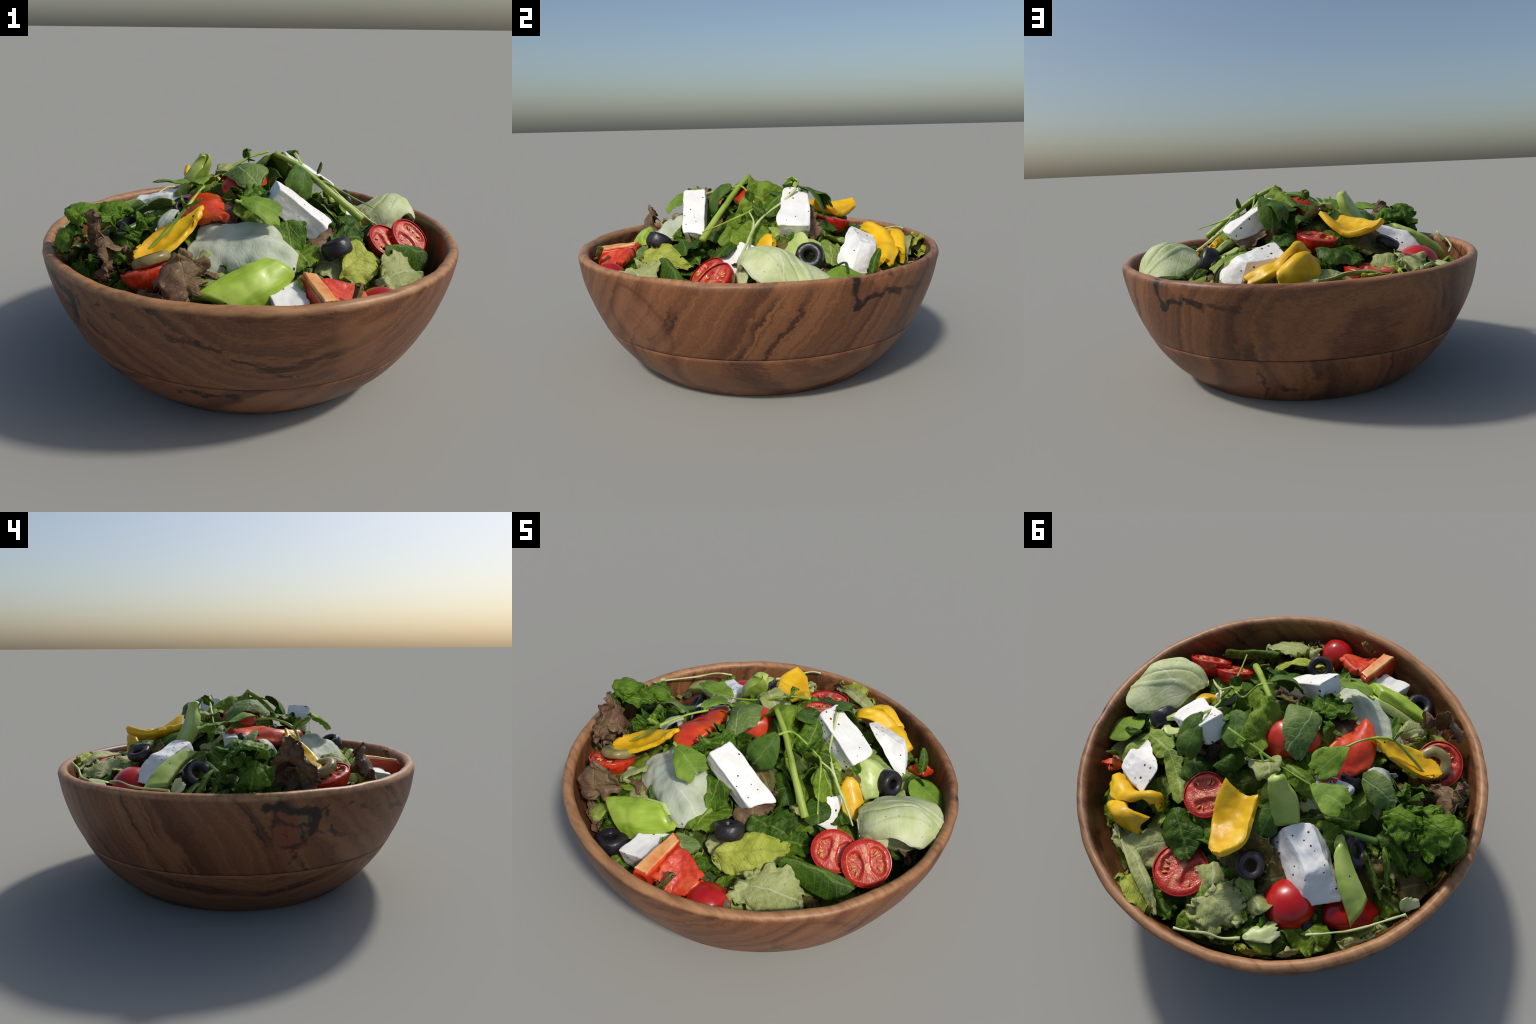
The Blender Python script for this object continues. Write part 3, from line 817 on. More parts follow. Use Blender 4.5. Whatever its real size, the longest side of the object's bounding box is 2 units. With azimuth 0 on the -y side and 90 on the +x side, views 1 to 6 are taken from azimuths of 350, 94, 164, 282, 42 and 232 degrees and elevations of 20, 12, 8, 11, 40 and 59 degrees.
cut("cucumber_slice", [[(.405, .180, .742), (.450, .253, .785), (.535, .302, .735)], [(.478, .165, .690), (.520, .215, .715), (.555, .250, .695)],
     [(.535, .160, .635), (.560, .185, .645), (.575, .210, .630)]], M_CUKEF, .026, "pale flat slice of cucumber", shape="rect")
cut("cucumber_sliver", [[(.540, .285, .690), (.520, .340, .705)], [(.470, .300, .715), (.455, .345, .715)], [(.42, .255, .74), (.400, .305, .735)]], M_CUKEF, .03, "small curved sliver of cucumber")
cut("cucumber_sliver", [[(.225, -.885, .600), (.255, -.880, .61)], [(.260, -.855, .655), (.285, -.845, .655)], [(.270, -.835, .690), (.290, -.825, .690)]], M_OLIVEG, .03, "small olive green sliver of vegetable stalk", "vegetable")

# ------------------------------------------------------------------ lettuces
def leaf(kind, grid, mat, label, cat="lettuce", **kw):
    return tag(sheet(kind, grid, mat, **kw), label, cat)

ICE = "smooth pale iceberg lettuce sheet"
leaf("iceberg_leaf", [[(-.385, -.470, .655), (-.360, -.440, .725), (-.290, -.340, .795), (-.270, -.290, .790)],
     [(-.255, -.565, .650), (-.210, -.535, .715), (-.165, -.420, .795), (-.140, -.310, .810)],
     [(-.130, -.600, .640), (-.085, -.565, .725), (-.045, -.470, .800), (-.03, -.370, .800)],
     [(.035, -.625, .645), (.055, -.575, .690), (.050, -.490, .765), (.05, -.395, .780)],
     [(.085, -.590, .640), (.105, -.530, .660), (.100, -.455, .710), (.105, -.39, .755)]], M_ICE, ICE, shape="rect", n=(70, 56), thick=.012, wrinkle=.018, wfreq=6, rag=.05, ffreq=8,
     ribs=[(.25, .15, .14, -.014)])
leaf("iceberg_leaf", [[(-.340, -.590, .600), (-.290, -.540, .665)], [(-.240, -.640, .600), (-.205, -.590, .655)], [(-.15, -.66, .59), (-.12, -.61, .64)]], M_PALE, ICE, rag=.08, wrinkle=.012)

# big folded iceberg parcel by the rim
par = ellipsoid("iceberg_support", frame((.745, .190, .575), (.66, .74, -.10), (.1, -.1, 1)), M_ICEG, (.175, .120, .115), wob=.05, seed=12, n=(48, 64))  # plain ellipsoid added as a support, hidden beneath the folded leaf
tag(par, "added hidden core propping up the folded iceberg leaf", "lettuce")
leaf("lettuce_fold", [[(.600, -.045, .555), (.585, .005, .685), (.600, .090, .695), (.605, .220, .645), (.640, .350, .580)],
     [(.690, -.050, .590), (.690, .000, .712), (.700, .095, .735), (.705, .225, .690), (.715, .362, .615)],
     [(.800, -.012, .690), (.788, .045, .732), (.785, .150, .750), (.790, .250, .695), (.800, .362, .625)],
     [(.888, .050, .640), (.872, .098, .684), (.868, .170, .700), (.868, .260, .650), (.868, .335, .595)],
     [(.918, .090, .575), (.908, .118, .592), (.905, .175, .605), (.900, .250, .575), (.892, .310, .540)]], M_ICEG, "ribbed iceberg lettuce leaf folded over", n=(76, 76), thick=.026,
     wrinkle=.020, wfreq=3.6, rag=.025, ffreq=5, ribs=[(-.42, .55, .045, .0055), (.02, .55, .05, -.007), (.40, .5, .045, .0055)])
leaf("lettuce_fold", [[(.700, -.045, .545), (.660, -.020, .600), (.630, .000, .640)], [(.745, -.040, .560), (.725, -.025, .645), (.690, -.005, .700)],
     [(.790, .010, .570), (.775, .015, .650), (.745, .035, .705)]], M_ICEG, "curled lip of an iceberg lettuce leaf", n=(40, 36), thick=.012, wrinkle=.010, rag=.06)

# tall folded romaine at the peak with its thick stalk
rom = leaf("romaine_leaf", [[(.020, -.075, .945), (.062, -.058, .985), (.105, -.040, 1.028), (.170, -.070, .955), (.250, -.115, .850), (.400, -.190, .730)],
     [(-.005, .035, .915), (.045, .040, .940), (.098, .045, .985), (.150, .020, .880), (.222, -.010, .780), (.400, -.050, .675)],
     [(-.015, .120, .895), (.035, .125, .920), (.092, .130, .958), (.150, .115, .870), (.222, .085, .780), (.370, .050, .690)],
     [(-.020, .175, .890), (.030, .180, .905), (.085, .185, .928), (.140, .180, .870), (.205, .160, .815), (.31, .13, .74)]], M_ROMAINE,
     "large crinkled romaine leaf folded over the peak", shape="rect", n=(70, 90), wrinkle=.024, wfreq=9, rag=.08, ffreq=8, frill=.012)
tube("leaf_stalk", [(.488, -.242, .756), (.350, -.168, .872), (.212, -.089, .983), (.105, -.036, 1.040)], [.0185, .0155, .0140, .012], M_STALK, rom, wob=.0015)

K = "ruffled piece of dark green kale"
R_ = "piece of green romaine lettuce"
Y_ = "pale yellow green butter lettuce leaf"
D_ = "dark glossy spinach leaf"
P_ = "pale frilly lettuce leaf"
RL = "frilly brown red leaf lettuce"

leaf("lettuce_leaf", [[(.235, -.635, .592), (.275, -.592, .640), (.295, -.535, .685)], [(.345, -.620, .585), (.340, -.545, .660), (.328, -.468, .708)],
     [(.430, -.585, .595), (.425, -.495, .664), (.390, -.415, .702)], [(.505, -.470, .605), (.470, -.410, .655), (.450, -.350, .668)], [(.510, -.335, .605), (.485, -.31, .622), (.470, -.28, .632)]],
     M_YELLOW, Y_, n=(60, 40), wrinkle=.014, wfreq=10, frill=.010, rag=.06)
leaf("lettuce_leaf", [[(.440, -.575, .630), (.440, -.660, .602), (.470, -.735, .550)], [(.525, -.470, .648), (.540, -.556, .624), (.565, -.665, .560)],
     [(.610, -.430, .612), (.634, -.514, .588), (.660, -.625, .530)], [(.685, -.425, .560), (.708, -.483, .535), (.740, -.560, .490)]],
     M_PALE, P_, n=(60, 56), wrinkle=.010, frill=.028, ffreq=11, rag=.12)
leaf("red_lettuce_leaf", [[(.405, -.700, .560), (.450, -.690, .590)], [(.500, -.770, .520), (.520, -.700, .555)], [(.600, -.72, .50), (.60, -.67, .53)]], M_RED, RL, frill=.03, ffreq=10, rag=.12, n=(40, 36))
leaf("spinach_leaf", [[(.545, -.395, .615), (.530, -.437, .668), (.505, -.480, .605)], [(.655, -.318, .610), (.650, -.362, .655), (.645, -.425, .570)],
     [(.780, -.245, .570), (.772, -.288, .615), (.755, -.372, .525)], [(.820, -.245, .540), (.818, -.280, .585), (.800, -.345, .52)]], M_SPINACH, "dark green spinach leaf folded lengthwise", n=(50, 36), wrinkle=.008, rag=.03)
leaf("romaine_piece", [[(.045, -.630, .645), (.140, -.590, .662), (.225, -.565, .650)], [(.050, -.525, .685), (.120, -.478, .695), (.215, -.455, .692)],
     [(.055, -.415, .725), (.090, -.360, .730), (.205, -.355, .705)]], M_ROMAINE, R_, wrinkle=.016, frill=.022, rag=.1, n=(48, 44))
leaf("spinach_leaf", [[(.275, -.445, .670), (.305, -.370, .735), (.375, -.310, .745)], [(.365, -.430, .650), (.398, -.372, .705), (.400, -.265, .752)],
     [(.470, -.385, .630), (.468, -.310, .685), (.455, -.225, .705)]], M_SPINACH, D_, wrinkle=.018, wfreq=12, frill=.014, n=(50, 44), rag=.06)
leaf("basil_leaf", [[(.050, -.738, .652), (.080, -.668, .664), (.130, -.590, .664)], [(.110, -.750, .626), (.145, -.680, .648), (.195, -.605, .634)], [(.16, -.74, .59), (.19, -.68, .61), (.22, -.61, .595)]], M_BASIL, "small grey green herb leaf", "herb", rag=.05)
leaf("spinach_leaf", [[(.380, -.120, .725), (.430, -.085, .730), (.480, -.050, .722)], [(.430, -.170, .680), (.480, -.120, .700), (.525, -.095, .702)], [(.470, -.215, .650), (.50, -.17, .665), (.53, -.12, .67)]], M_SPINACH, D_, rag=.05)

# leaves on the +x side
leaf("romaine_piece", [[(.560, .430, .615), (.580, .390, .660), (.600, .345, .675)], [(.450, .450, .665), (.455, .400, .705), (.470, .340, .715)],
     [(.345, .450, .685), (.360, .390, .735), (.395, .310, .750)]], M_ROMLIGHT, R_, n=(48, 44), wrinkle=.014, rag=.05)
leaf("spinach_leaf", leaf_grid((.620, .430, .650), (.825, .470, .545), (.3, .1, 1), .20, .012, -.02), M_SPROUT, "broad smooth green leaf by the rim", "herb", shape="oval")
leaf("spinach_leaf", [[(.600, .400, .640), (.630, .430, .668)], [(.610, .460, .665), (.660, .455, .672)], [(.660, .47, .62), (.70, .46, .63)]], M_SPINACH, D_)
leaf("spinach_leaf", [[(.545, .610, .725), (.575, .635, .715)], [(.575, .575, .665), (.605, .615, .670)], [(.585, .55, .60), (.62, .60, .60)]], M_SPINACH, D_, rag=.05)
leaf("romaine_piece", [[(.345, .470, .705), (.370, .400, .738), (.320, .345, .752)], [(.265, .480, .680), (.272, .420, .712), (.220, .370, .728)],
     [(.190, .512, .660), (.185, .460, .690), (.150, .410, .705)], [(.120, .530, .645), (.125, .490, .665), (.11, .455, .675)]], M_ROMLIGHT, R_, wrinkle=.014, rag=.05)
leaf("spinach_leaf", [[(.28, .40, .75), (.25, .33, .79), (.20, .28, .80)], [(.20, .43, .74), (.17, .36, .79), (.12, .31, .80)], [(.12, .44, .72), (.09, .37, .76), (.05, .33, .77)]], M_SPINACH, D_, frill=.012, wrinkle=.014)
leaf("romaine_piece", [[(.110, .660, .675), (.084, .562, .728), (.040, .495, .715)], [(.045, .665, .675), (.005, .580, .742), (-.030, .515, .730)],
     [(-.050, .672, .665), (-.060, .600, .708), (-.100, .525, .722)], [(-.105, .702, .660), (-.125, .650, .672), (-.160, .610, .672)]], M_SPINACH, "crumpled wet romaine leaf over a tomato", wrinkle=.018, wfreq=11, n=(48, 44), rag=.06)
leaf("lettuce_leaf", [[(.300, .760, .575), (.280, .800, .615)], [(.150, .770, .615), (.150, .825, .645)], [(.020, .800, .640), (.015, .865, .668)],
     [(-.090, .825, .632), (-.085, .885, .658)], [(-.230, .865, .600), (-.215, .905, .630)]], M_PALE, "long pale folded lettuce rib", n=(56, 24), wrinkle=.012, thick=.012, rag=.04)
leaf("lettuce_leaf", [[(.010, .845, .585), (.000, .900, .650), (-.010, .962, .672)], [(-.100, .850, .590), (-.100, .905, .642), (-.125, .945, .660)],
     [(-.200, .850, .585), (-.200, .890, .620), (-.255, .900, .645)]], M_YELLOW, Y_, wrinkle=.014, frill=.012, rag=.06)
leaf("lettuce_leaf", [[(-.260, .905, .560), (-.240, .930, .620)], [(-.05, .900, .580), (-.035, .965, .655)], [(.06, .87, .56), (.06, .92, .61)]], M_YELLOW, Y_, wrinkle=.016, frill=.014, rag=.06)
leaf("lettuce_leaf", [[(-.285, .545, .650), (-.295, .650, .695), (-.295, .750, .622)], [(-.370, .535, .660), (-.355, .660, .682), (-.320, .805, .610)],
     [(-.440, .550, .615), (-.430, .660, .655), (-.400, .785, .595)], [(-.490, .530, .560), (-.475, .640, .600), (-.450, .745, .570)]], M_PALE, P_, n=(64, 60), wrinkle=.014, frill=.038, ffreq=12, rag=.12)
leaf("lettuce_leaf", [[(-.330, .500, .665), (-.350, .560, .660)], [(-.390, .480, .655), (-.400, .545, .640)], [(-.43, .50, .60), (-.43, .56, .60)]], M_ROMLIGHT, P_, frill=.02, rag=.1)
leaf("brown_lettuce_leaf", [[(-.090, .395, .795), (-.120, .470, .735), (-.140, .550, .695)], [(-.235, .355, .795), (-.255, .440, .735), (-.285, .530, .680)],
     [(-.355, .290, .755), (-.375, .385, .700), (-.400, .480, .640)]], M_OLIVEG, "olive brown crumpled lettuce leaf", n=(50, 44), wrinkle=.018, frill=.022, rag=.1)
leaf("brown_lettuce_leaf", [[(-.235, .090, .755), (-.285, .130, .742), (-.330, .175, .725)], [(-.265, .060, .748), (-.350, .130, .742), (-.400, .190, .705)],
     [(-.370, .060, .745), (-.425, .112, .735), (-.465, .158, .700)]], M_OLIVEG, "olive brown crumpled lettuce leaf", wrinkle=.016, frill=.024, rag=.12)

# kale and red leaf at the -x side
KALE_BANK = [
    [[(-.560, -.160, .790), (-.575, -.120, .815), (-.600, -.060, .745)], [(-.650, -.225, .815), (-.665, -.160, .862), (-.680, -.080, .785)], [(-.725, -.270, .800), (-.740, -.185, .865), (-.750, -.090, .775)]],
    [[(-.700, -.280, .810), (-.715, -.200, .865), (-.730, -.110, .790)], [(-.785, -.340, .830), (-.800, -.230, .885), (-.805, -.120, .790)], [(-.860, -.350, .805), (-.870, -.245, .850), (-.860, -.135, .725)]],
    [[(-.770, -.355, .815), (-.820, -.290, .855), (-.850, -.200, .835)], [(-.840, -.380, .785), (-.885, -.300, .810), (-.905, -.200, .765)], [(-.870, -.370, .715), (-.925, -.285, .725), (-.920, -.190, .680)]],
    [[(-.650, -.110, .785), (-.690, -.060, .745)], [(-.730, -.120, .765), (-.760, -.055, .725)], [(-.810, -.120, .730), (-.820, -.055, .680)]],
    [[(-.760, -.140, .740), (-.760, -.065, .690)], [(-.840, -.170, .710), (-.835, -.085, .650)], [(-.890, -.190, .650), (-.880, -.11, .60)]],
    [[(-.610, -.250, .820), (-.630, -.180, .840)], [(-.690, -.315, .815), (-.715, -.240, .850)], [(-.755, -.360, .800), (-.785, -.290, .835)]]]
KALE_BANK = [(np.array(g) - (0, 0, dz)) * (.980, .945, 1) for g, dz in zip(KALE_BANK, (.014, .018, .052, .075, .075, .012))]
for g in KALE_BANK:
    leaf("kale_leaf", g, M_KALE, K, "kale", n=(90, 80), wrinkle=.018, wfreq=12, frill=.032, ffreq=11, rag=.08, edge=.25)
leaf("kale_leaf", [[(-.70, -.36, .62), (-.80, -.30, .66)], [(-.74, -.47, .56), (-.84, -.37, .62)], [(-.68, -.58, .53), (-.78, -.48, .56)]], M_KALE, K, "kale", n=(64, 56), wrinkle=.025, wfreq=14, frill=.035, ffreq=14, rag=.14)
leaf("kale_leaf", [[(-.545, -.570, .60), (-.60, -.52, .66)], [(-.60, -.62, .56), (-.66, -.55, .62)], [(-.64, -.64, .52), (-.70, -.58, .55)]], M_KALE, K, "kale", n=(48, 44), wrinkle=.02, frill=.03, ffreq=12, rag=.12)
leaf("kale_leaf", [[(-.485, -.255, .76), (-.495, -.195, .79)], [(-.535, -.305, .815), (-.565, -.235, .815)], [(-.570, -.370, .735), (-.610, -.300, .75)]], M_KALE, K, "kale", n=(48, 44), wrinkle=.018, frill=.03, ffreq=12, rag=.12)
leaf("iceberg_leaf", [[(-.350, -.225, .815), (-.385, -.190, .800)], [(-.405, -.290, .800), (-.440, -.235, .795)], [(-.445, -.335, .745), (-.490, -.275, .745)]], M_ICE, ICE, thick=.010, wrinkle=.012, rag=.04)
leaf("romaine_piece", [[(-.590, -.015, .665), (-.610, .020, .680)], [(-.680, .030, .645), (-.690, .070, .640)], [(-.800, .065, .570), (-.795, .105, .565)]], M_SPINACH, "dark green leaf strip", wrinkle=.008)
leaf("romaine_piece", [[(-.645, -.060, .715), (-.660, -.020, .700)], [(-.720, -.030, .670), (-.735, .015, .655)], [(-.805, .015, .580), (-.815, .055, .570)]], M_ROMAINE, "green leaf strip", wrinkle=.010)
st = tube("leaf_stalk", [(-.425, .104, .722), (-.500, .036, .715), (-.614, -.053, .690)], [.013, .015, .016], M_STEMD)
tag(st, "dark green leaf stalk", "salad greens")
leaf("red_lettuce_leaf", [[(-.775, -.345, .800), (-.740, -.410, .895), (-.700, -.505, .800)], [(-.745, -.310, .725), (-.700, -.408, .775), (-.690, -.545, .735)],
     [(-.715, -.295, .665), (-.665, -.405, .725), (-.700, -.530, .655)], [(-.740, -.290, .575), (-.660, -.450, .640), (-.740, -.520, .570)]], M_RED, RL, n=(76, 70), wrinkle=.018, wfreq=10, frill=.030, ffreq=11, rag=.16)
leaf("red_lettuce_leaf", [[(-.570, -.405, .695), (-.590, -.450, .735)], [(-.650, -.400, .735), (-.650, -.460, .755)], [(-.720, -.370, .70), (-.700, -.46, .73)]], M_RED, RL, n=(48, 44), wrinkle=.014, frill=.024, rag=.14)
leaf("red_lettuce_leaf", [[(-.520, -.690, .690), (-.405, -.700, .800), (-.325, -.655, .770)], [(-.480, -.765, .670), (-.400, -.745, .735), (-.305, -.680, .705)],
     [(-.450, -.795, .595), (-.370, -.765, .640), (-.285, -.685, .635)]], M_RED, RL, n=(64, 60), wrinkle=.014, frill=.030, ffreq=10, rag=.16)
leaf("red_lettuce_leaf", [[(-.47, -.72, .60), (-.50, -.67, .66)], [(-.55, -.72, .56), (-.58, -.66, .62)], [(-.60, -.68, .52), (-.64, -.62, .57)]], M_RED, RL, frill=.03, rag=.14, n=(44, 40))
leaf("red_lettuce_leaf", [[(-.42, -.80, .53), (-.50, -.72, .57)], [(-.36, -.83, .51), (-.42, -.74, .55)], [(-.28, -.84, .50), (-.32, -.75, .54)]], M_RED, RL, frill=.03, rag=.14, n=(44, 40))
leaf("lettuce_leaf", [[(-.265, -.515, .745), (-.325, -.515, .690)], [(-.265, -.600, .742), (-.345, -.595, .700)], [(-.30, -.65, .70), (-.36, -.63, .66)]], M_PALE, P_, frill=.016, rag=.1)

# basil, cress and sprouts
leaf("basil_leaf", [[(-.350, -.205, .856), (-.385, -.160, .832), (-.420, -.120, .798)], [(-.445, -.220, .868), (-.480, -.170, .852), (-.505, -.120, .800)],
     [(-.540, -.230, .850), (-.570, -.190, .825), (-.590, -.150, .780)]], M_BASIL, "pale grey green basil leaf with a crease", "herb", rag=.04, wrinkle=.008)
lf = leaf("cress_leaf", leaf_grid((-.125, -.450, .918), (.050, -.475, .862), (.25, -.55, .8), .165, .020, -.012), M_SPROUT, "rounded bright green cress leaf", "herb", shape="fan", wrinkle=.008, rag=.05)
tube("leaf_stalk", [(-.145, -.450, .927), (-.110, -.452, .918), (-.06, -.457, .917)], [.007, .007, .004], M_STEM, lf)
leaf("lettuce_leaf", [[(.050, -.200, .905), (-.030, -.212, .915), (-.110, -.195, .885)], [(.060, -.115, .985), (-.045, -.105, .990), (-.135, -.100, .950)],
     [(.005, -.025, .985), (-.085, -.015, .970), (-.165, -.010, .905)], [(-.050, .055, .945), (-.125, .040, .915), (-.195, .015, .860)]], M_BASIL, "grey green leaf draped over a tomato", wrinkle=.008, rag=.05)

def sprig(path, radii, mat, leaves, label):
    root = tube("sprig_stem", path, np.array(radii) * .72, mat, wob=.0012)
    tag(root, label, "herb sprig")
    for base, tip, up, width, arch, cup, m in leaves:
        sheet("sprig_leaf", leaf_grid(base, tip, up, width, arch, cup), m, "fan", (40, 34), thick=.008, wrinkle=.009, rag=.05, frill=.006, parent=root)
    return root

sp = sprig([(.118, .194, 1.003), (.030, .170, .985), (-.040, .145, .957), (-.160, .100, .905), (-.295, .050, .872)], [.009, .008, .009, .006, .006], M_STEM,
      [((-.285, .050, .872), (-.470, .030, .885), (-.15, .1, 1), .155, .010, -.006, M_SPROUT),
       ((-.215, .200, .850), (-.300, .380, .775), (-.25, .1, 1), .145, .015, -.015, M_SPROUTD)], "long pale cress sprig with two leaves")
tube("sprig_branch", [(-.045, .147, .957), (-.120, .172, .905), (-.208, .193, .858), (-.225, .215, .845)], [.006, .0045, .005, .005], M_STEM, sp)
sp = sprig([(-.245, -.150, .916), (-.280, -.265, .922), (-.342, -.377, .884), (-.430, -.425, .800), (-.520, -.452, .722)], [.008, .008, .010, .010, .008], M_STEM,
      [((-.262, -.170, .918), (-.250, .005, .880), (-.1, .05, 1), .150, .018, -.006, M_SPROUT),
       ((-.342, -.385, .885), (-.285, -.460, .925), (-.3, .2, 1), .05, .0, .01, M_SPROUT), ((-.345, -.375, .885), (-.37, -.42, .94), (.5, -.2, .5), .04, .0, .01, M_ROMAINE)],
      "arching cress sprig over red pepper")
sp = sprig([(.190, -.130, .985), (.225, -.062, .992), (.262, -.003, .922), (.320, .000, .895), (.374, -.016, .880), (.460, -.125, .840), (.545, -.230, .806)], [.008, .007, .007, .006, .008, .006, .005], M_STEM,
      [((.195, -.125, .995), (.165, -.255, .868), (.45, -.45, .55), .155, .030, -.035, M_SPROUTD), ((.345, .0, .90), (.375, .055, .86), (.5, .2, .5), .06, 0, .0, M_SPINACH)], "thin sprout with one cupped leaf")
sp = sprig([(.268, .222, .985), (.300, .160, .925), (.345, .085, .875), (.400, .040, .840), (.460, .007, .795), (.545, -.022, .730), (.625, -.055, .670)], [.010, .009, .008, .009, .011, .010, .006], M_STEMP,
      [((.262, .225, .990), (.245, .375, .838), (.1, .9, .4), .125, .03, -.012, M_SPROUTD), ((.268, .235, .985), (.190, .400, .880), (-.5, .6, .5), .115, .03, -.012, M_SPROUTD)], "pale sprout with a two lobed leaf")
tube("sprig_branch", [(.375, -.016, .880), (.420, .010, .840), (.460, .010, .800)], [.0045, .0045, .006], M_STEMP, sp)
ss = sprig([(-.339, .867, .668), (-.385, .835, .672), (-.440, .775, .652), (-.490, .735, .622), (-.540, .675, .615)], [.010, .007, .009, .008, .012], M_STEMP,
      [((-.545, .665, .612), (-.610, .520, .615), (-.1, .1, 1), .095, .0, -.012, M_STEMP), ((-.545, .665, .612), (-.665, .590, .580), (-.1, .1, 1), .075, .005, -.01, M_SPROUT)], "pale sprout with two seed leaves by the rim")
ss = sprig([(-.715, .460, .655), (-.775, .385, .672), (-.835, .285, .662), (-.905, .130, .672), (-.925, .085, .672)], [.008, .006, .007, .007, .011], M_STEMP,
      [((-.925, .085, .668), (-.905, .030, .720), (-.7, .5, .3), .08, .0, .012, M_STEMP)], "thin pale sprout lying along the rim")
leaf("cress_leaf", leaf_grid((.205, .085, .945), (.065, .205, .915), (.2, .2, 1), .135, .008, -.004), M_SPROUTD, "dark bluish green cress leaf", "herb", shape="oval", rag=.06, wrinkle=.01)
leaf("cress_leaf", leaf_grid((.320, -.020, .930), (.345, .000, .985), (.7, -.3, .2), .06, 0, .01), M_SPINACH, "small dark cress leaf", "herb", shape="oval")

# kale and lettuce around the peak
leaf("kale_leaf", [[(.030, .130, .960), (.015, .190, .960)], [(.025, .170, 1.000), (.005, .210, .990)], [(.022, .190, 1.030), (.0, .225, 1.005)]], M_KALE, K, "kale", frill=.014, ffreq=8, rag=.14, wrinkle=.010)
leaf("kale_leaf", [[(.160, .095, .935), (.185, .160, .945), (.232, .205, .920)], [(.180, .035, .892), (.212, .100, .898), (.255, .155, .862)], [(.195, -.040, .850), (.248, .030, .842), (.285, .095, .820)]], M_KALE, K, "kale", n=(56, 50), frill=.02, ffreq=11, rag=.10, wrinkle=.014)
leaf("kale_leaf", [[(.045, -.195, .920), (.050, -.285, .935), (.000, -.335, .910)], [(-.030, -.195, .920), (-.030, -.285, .915), (-.040, -.365, .890)], [(-.105, -.245, .895), (-.110, -.330, .905), (-.095, -.405, .850)]],
     M_KALE, K, "kale", n=(60, 56), frill=.026, ffreq=12, rag=.12, wrinkle=.018, wfreq=12)
leaf("romaine_piece", [[(-.122, -.268, .885), (-.020, -.256, .905), (.090, -.230, .838)], [(-.125, -.340, .835), (-.020, -.345, .850), (.080, -.300, .800)], [(-.115, -.375, .790), (-.02, -.395, .790), (.085, -.345, .765)]],
     M_ROMAINE, R_, n=(48, 44), frill=.02, rag=.10, wrinkle=.014)
leaf("kale_leaf", [[(.155, .275, .780), (.175, .190, .825), (.135, .105, .865)], [(.100, .265, .770), (.110, .190, .805), (.080, .100, .852)], [(.045, .225, .760), (.045, .170, .790), (.025, .110, .825)]], M_KALE, K, "kale", n=(56, 50), frill=.026, ffreq=12, rag=.12, wrinkle=.014)
leaf("brown_lettuce_leaf", [[(.08, -.22, .85), (.12, -.16, .87)], [(.17, -.24, .78), (.22, -.17, .81)], [(.26, -.29, .70), (.31, -.20, .73)]], M_OLIVEG, "olive brown crumpled lettuce leaf", frill=.02, rag=.1)
leaf("romaine_piece", [[(.33, -.08, .84), (.37, .0, .84), (.36, .08, .83)], [(.42, -.10, .77), (.45, -.01, .78), (.43, .10, .77)], [(.47, -.13, .70), (.49, -.02, .71), (.48, .09, .70)]], M_ROMAINE, R_, frill=.02, rag=.08, wrinkle=.016)
leaf("kale_leaf", [[(.30, .16, .82), (.33, .24, .80)], [(.38, .14, .77), (.41, .22, .76)], [(.43, .13, .72), (.46, .20, .71)]], M_KALE, K, "kale", frill=.024, ffreq=12, rag=.12, wrinkle=.014)
leaf("lettuce_leaf", [[(-.525, .720, .555), (-.560, .680, .575)], [(-.575, .705, .540), (-.605, .650, .560)], [(-.62, .67, .53), (-.64, .61, .55)]], M_YELLOW, Y_, frill=.012, rag=.1)
leaf("lettuce_leaf", [[(-.655, .600, .545), (-.690, .540, .575)], [(-.710, .560, .530), (-.735, .490, .555)]], M_PALE, P_, frill=.014, rag=.1, wrinkle=.012)
leaf("romaine_piece", [[(-.79, .38, .54), (-.82, .30, .56)], [(-.85, .33, .52), (-.87, .24, .54)], [(-.88, .2, .53), (-.88, .12, .55)]], M_PALE, "small pale lettuce scrap", frill=.014, rag=.1)

# ------------------------------------------------------------------ loose greens filling the heap
from mathutils.bvhtree import BVHTree

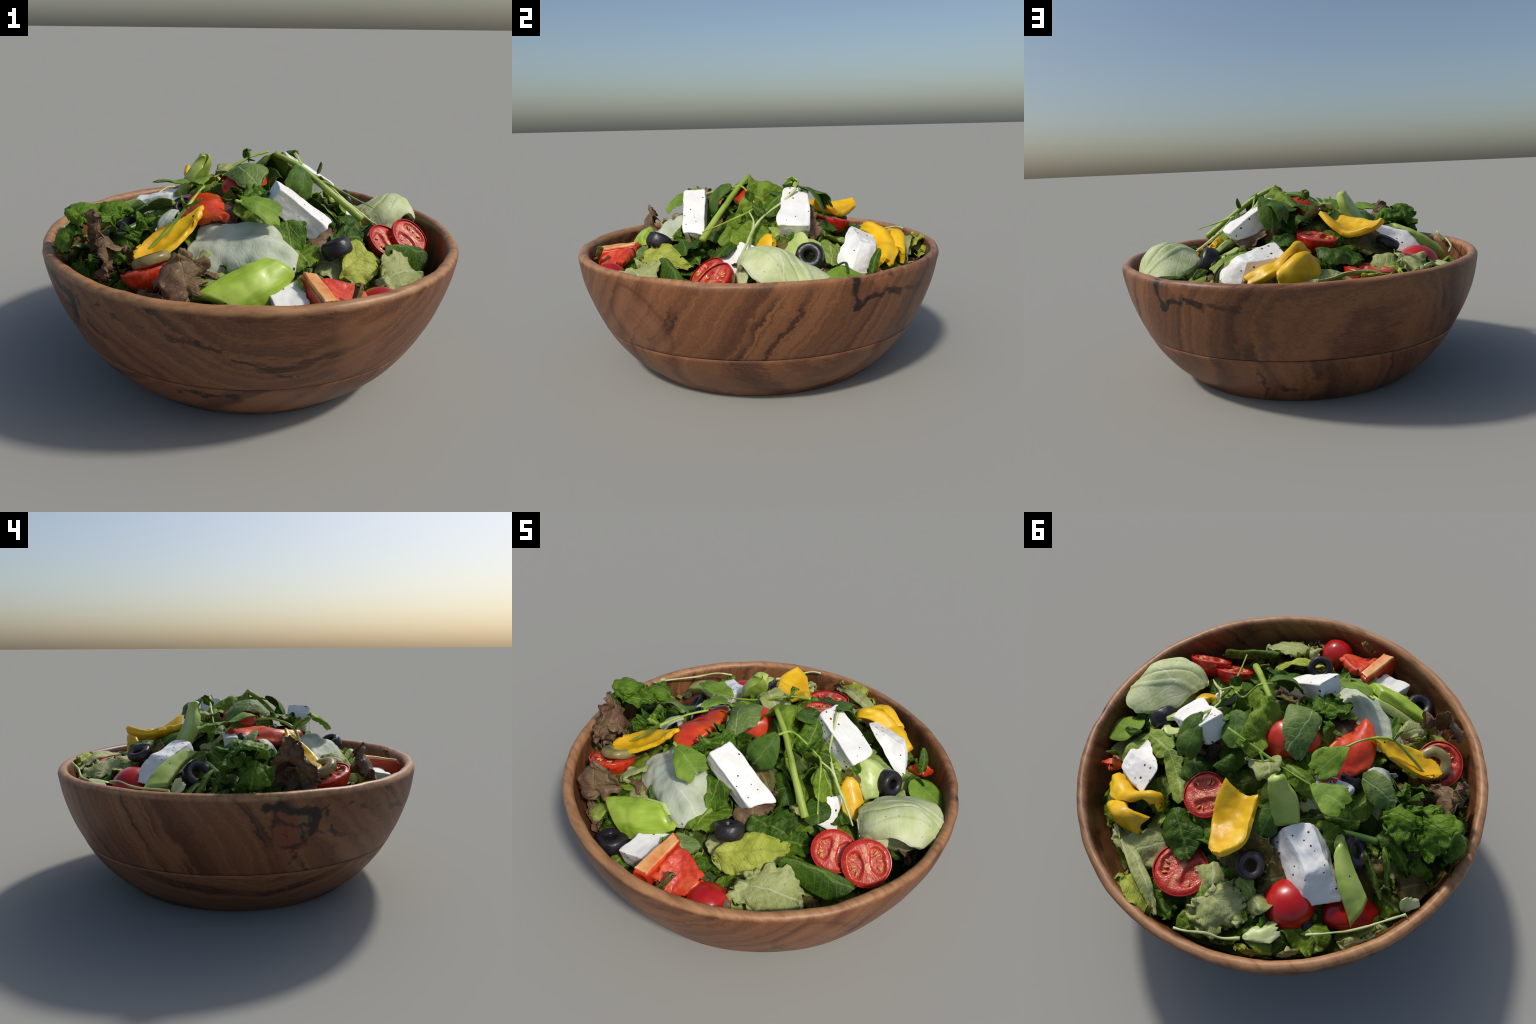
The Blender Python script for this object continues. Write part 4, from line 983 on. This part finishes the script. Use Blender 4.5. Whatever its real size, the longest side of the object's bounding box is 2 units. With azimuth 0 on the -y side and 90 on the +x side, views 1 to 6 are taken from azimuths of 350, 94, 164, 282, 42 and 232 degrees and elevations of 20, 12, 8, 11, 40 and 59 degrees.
def top_surface():
    """everything placed so far, for tucking loose leaves underneath it"""
    V, F, o = [], [], 0
    for ob in SC.objects:
        if ob.type == "MESH" and not ob.name.startswith(("bowl", "chopped")):
            A = np.array(ob.matrix_basis)
            L = np.empty(len(ob.data.vertices) * 3)
            ob.data.vertices.foreach_get("co", L)
            V.append(L.reshape(-1, 3) @ A[:3, :3].T + A[:3, 3])
            F += [[k + o for k in p.vertices] for p in ob.data.polygons]
            o += len(ob.data.vertices)
    return BVHTree.FromPolygons(np.concatenate(V).tolist(), F)

def fillers(count):
    kinds = [("romaine_piece", M_ROMAINE, R_, "lettuce", .014, .08), ("kale_leaf", M_KALE, K, "kale", .026, .07), ("spinach_leaf", M_SPINACH, D_, "spinach", .008, .04),
             ("lettuce_leaf", M_PALE, P_, "lettuce", .020, .08), ("brown_lettuce_leaf", M_OLIVEG, "olive brown crumpled lettuce leaf", "lettuce", .020, .08),
             ("red_lettuce_leaf", M_RED, RL, "lettuce", .024, .10), ("lettuce_leaf", M_ROMLIGHT, R_, "lettuce", .014, .06)]
    odds = [.26, .20, .16, .12, .09, .07, .10]
    tree = top_surface()
    for i in range(count):
        r = .89 * math.sqrt((i + .5) / count)
        a = i * 2.39996 + RNG.uniform(-.3, .3)
        x, y = r * math.cos(a), r * math.sin(a)
        z = float(heap(x, y)) - RNG.uniform(.055, .115)
        k = kinds[RNG.choice(7, p=odds)]
        L = RNG.uniform(.15, .25)
        d = RNG.uniform(0, 2 * np.pi)
        ax = np.array([math.cos(d), math.sin(d), RNG.uniform(-.3, .3)])
        c = np.array([x, y, z])
        up = unit([x * .4 + RNG.normal(0, .25), y * .4 + RNG.normal(0, .25), 1])
        g = np.array(leaf_grid(c - ax * L / 2, c + ax * L / 2, up, L * RNG.uniform(.6, .95), RNG.uniform(.005, .05), RNG.uniform(-.045, .02), RNG.uniform(-.6, .6)))
        for p in g.reshape(-1, 3):
            hit = tree.ray_cast(Vector((p[0], p[1], 2)), Vector((0, 0, -1)))[0]
            if hit is not None:
                p[2] = min(p[2], hit.z - .065)
        rr = np.hypot(g[..., 0], g[..., 1])
        lim = np.interp(g[..., 2], [q[1] for q in INN[::-1]], [q[0] for q in INN[::-1]]) - .025
        g[..., :2] *= np.minimum(1, lim / np.maximum(rr, 1e-6))[..., None]
        leaf(k[0], g, k[1], k[2], k[3], n=(34, 30), wrinkle=.010, frill=k[4], rag=k[5], ffreq=9)

fillers(180)
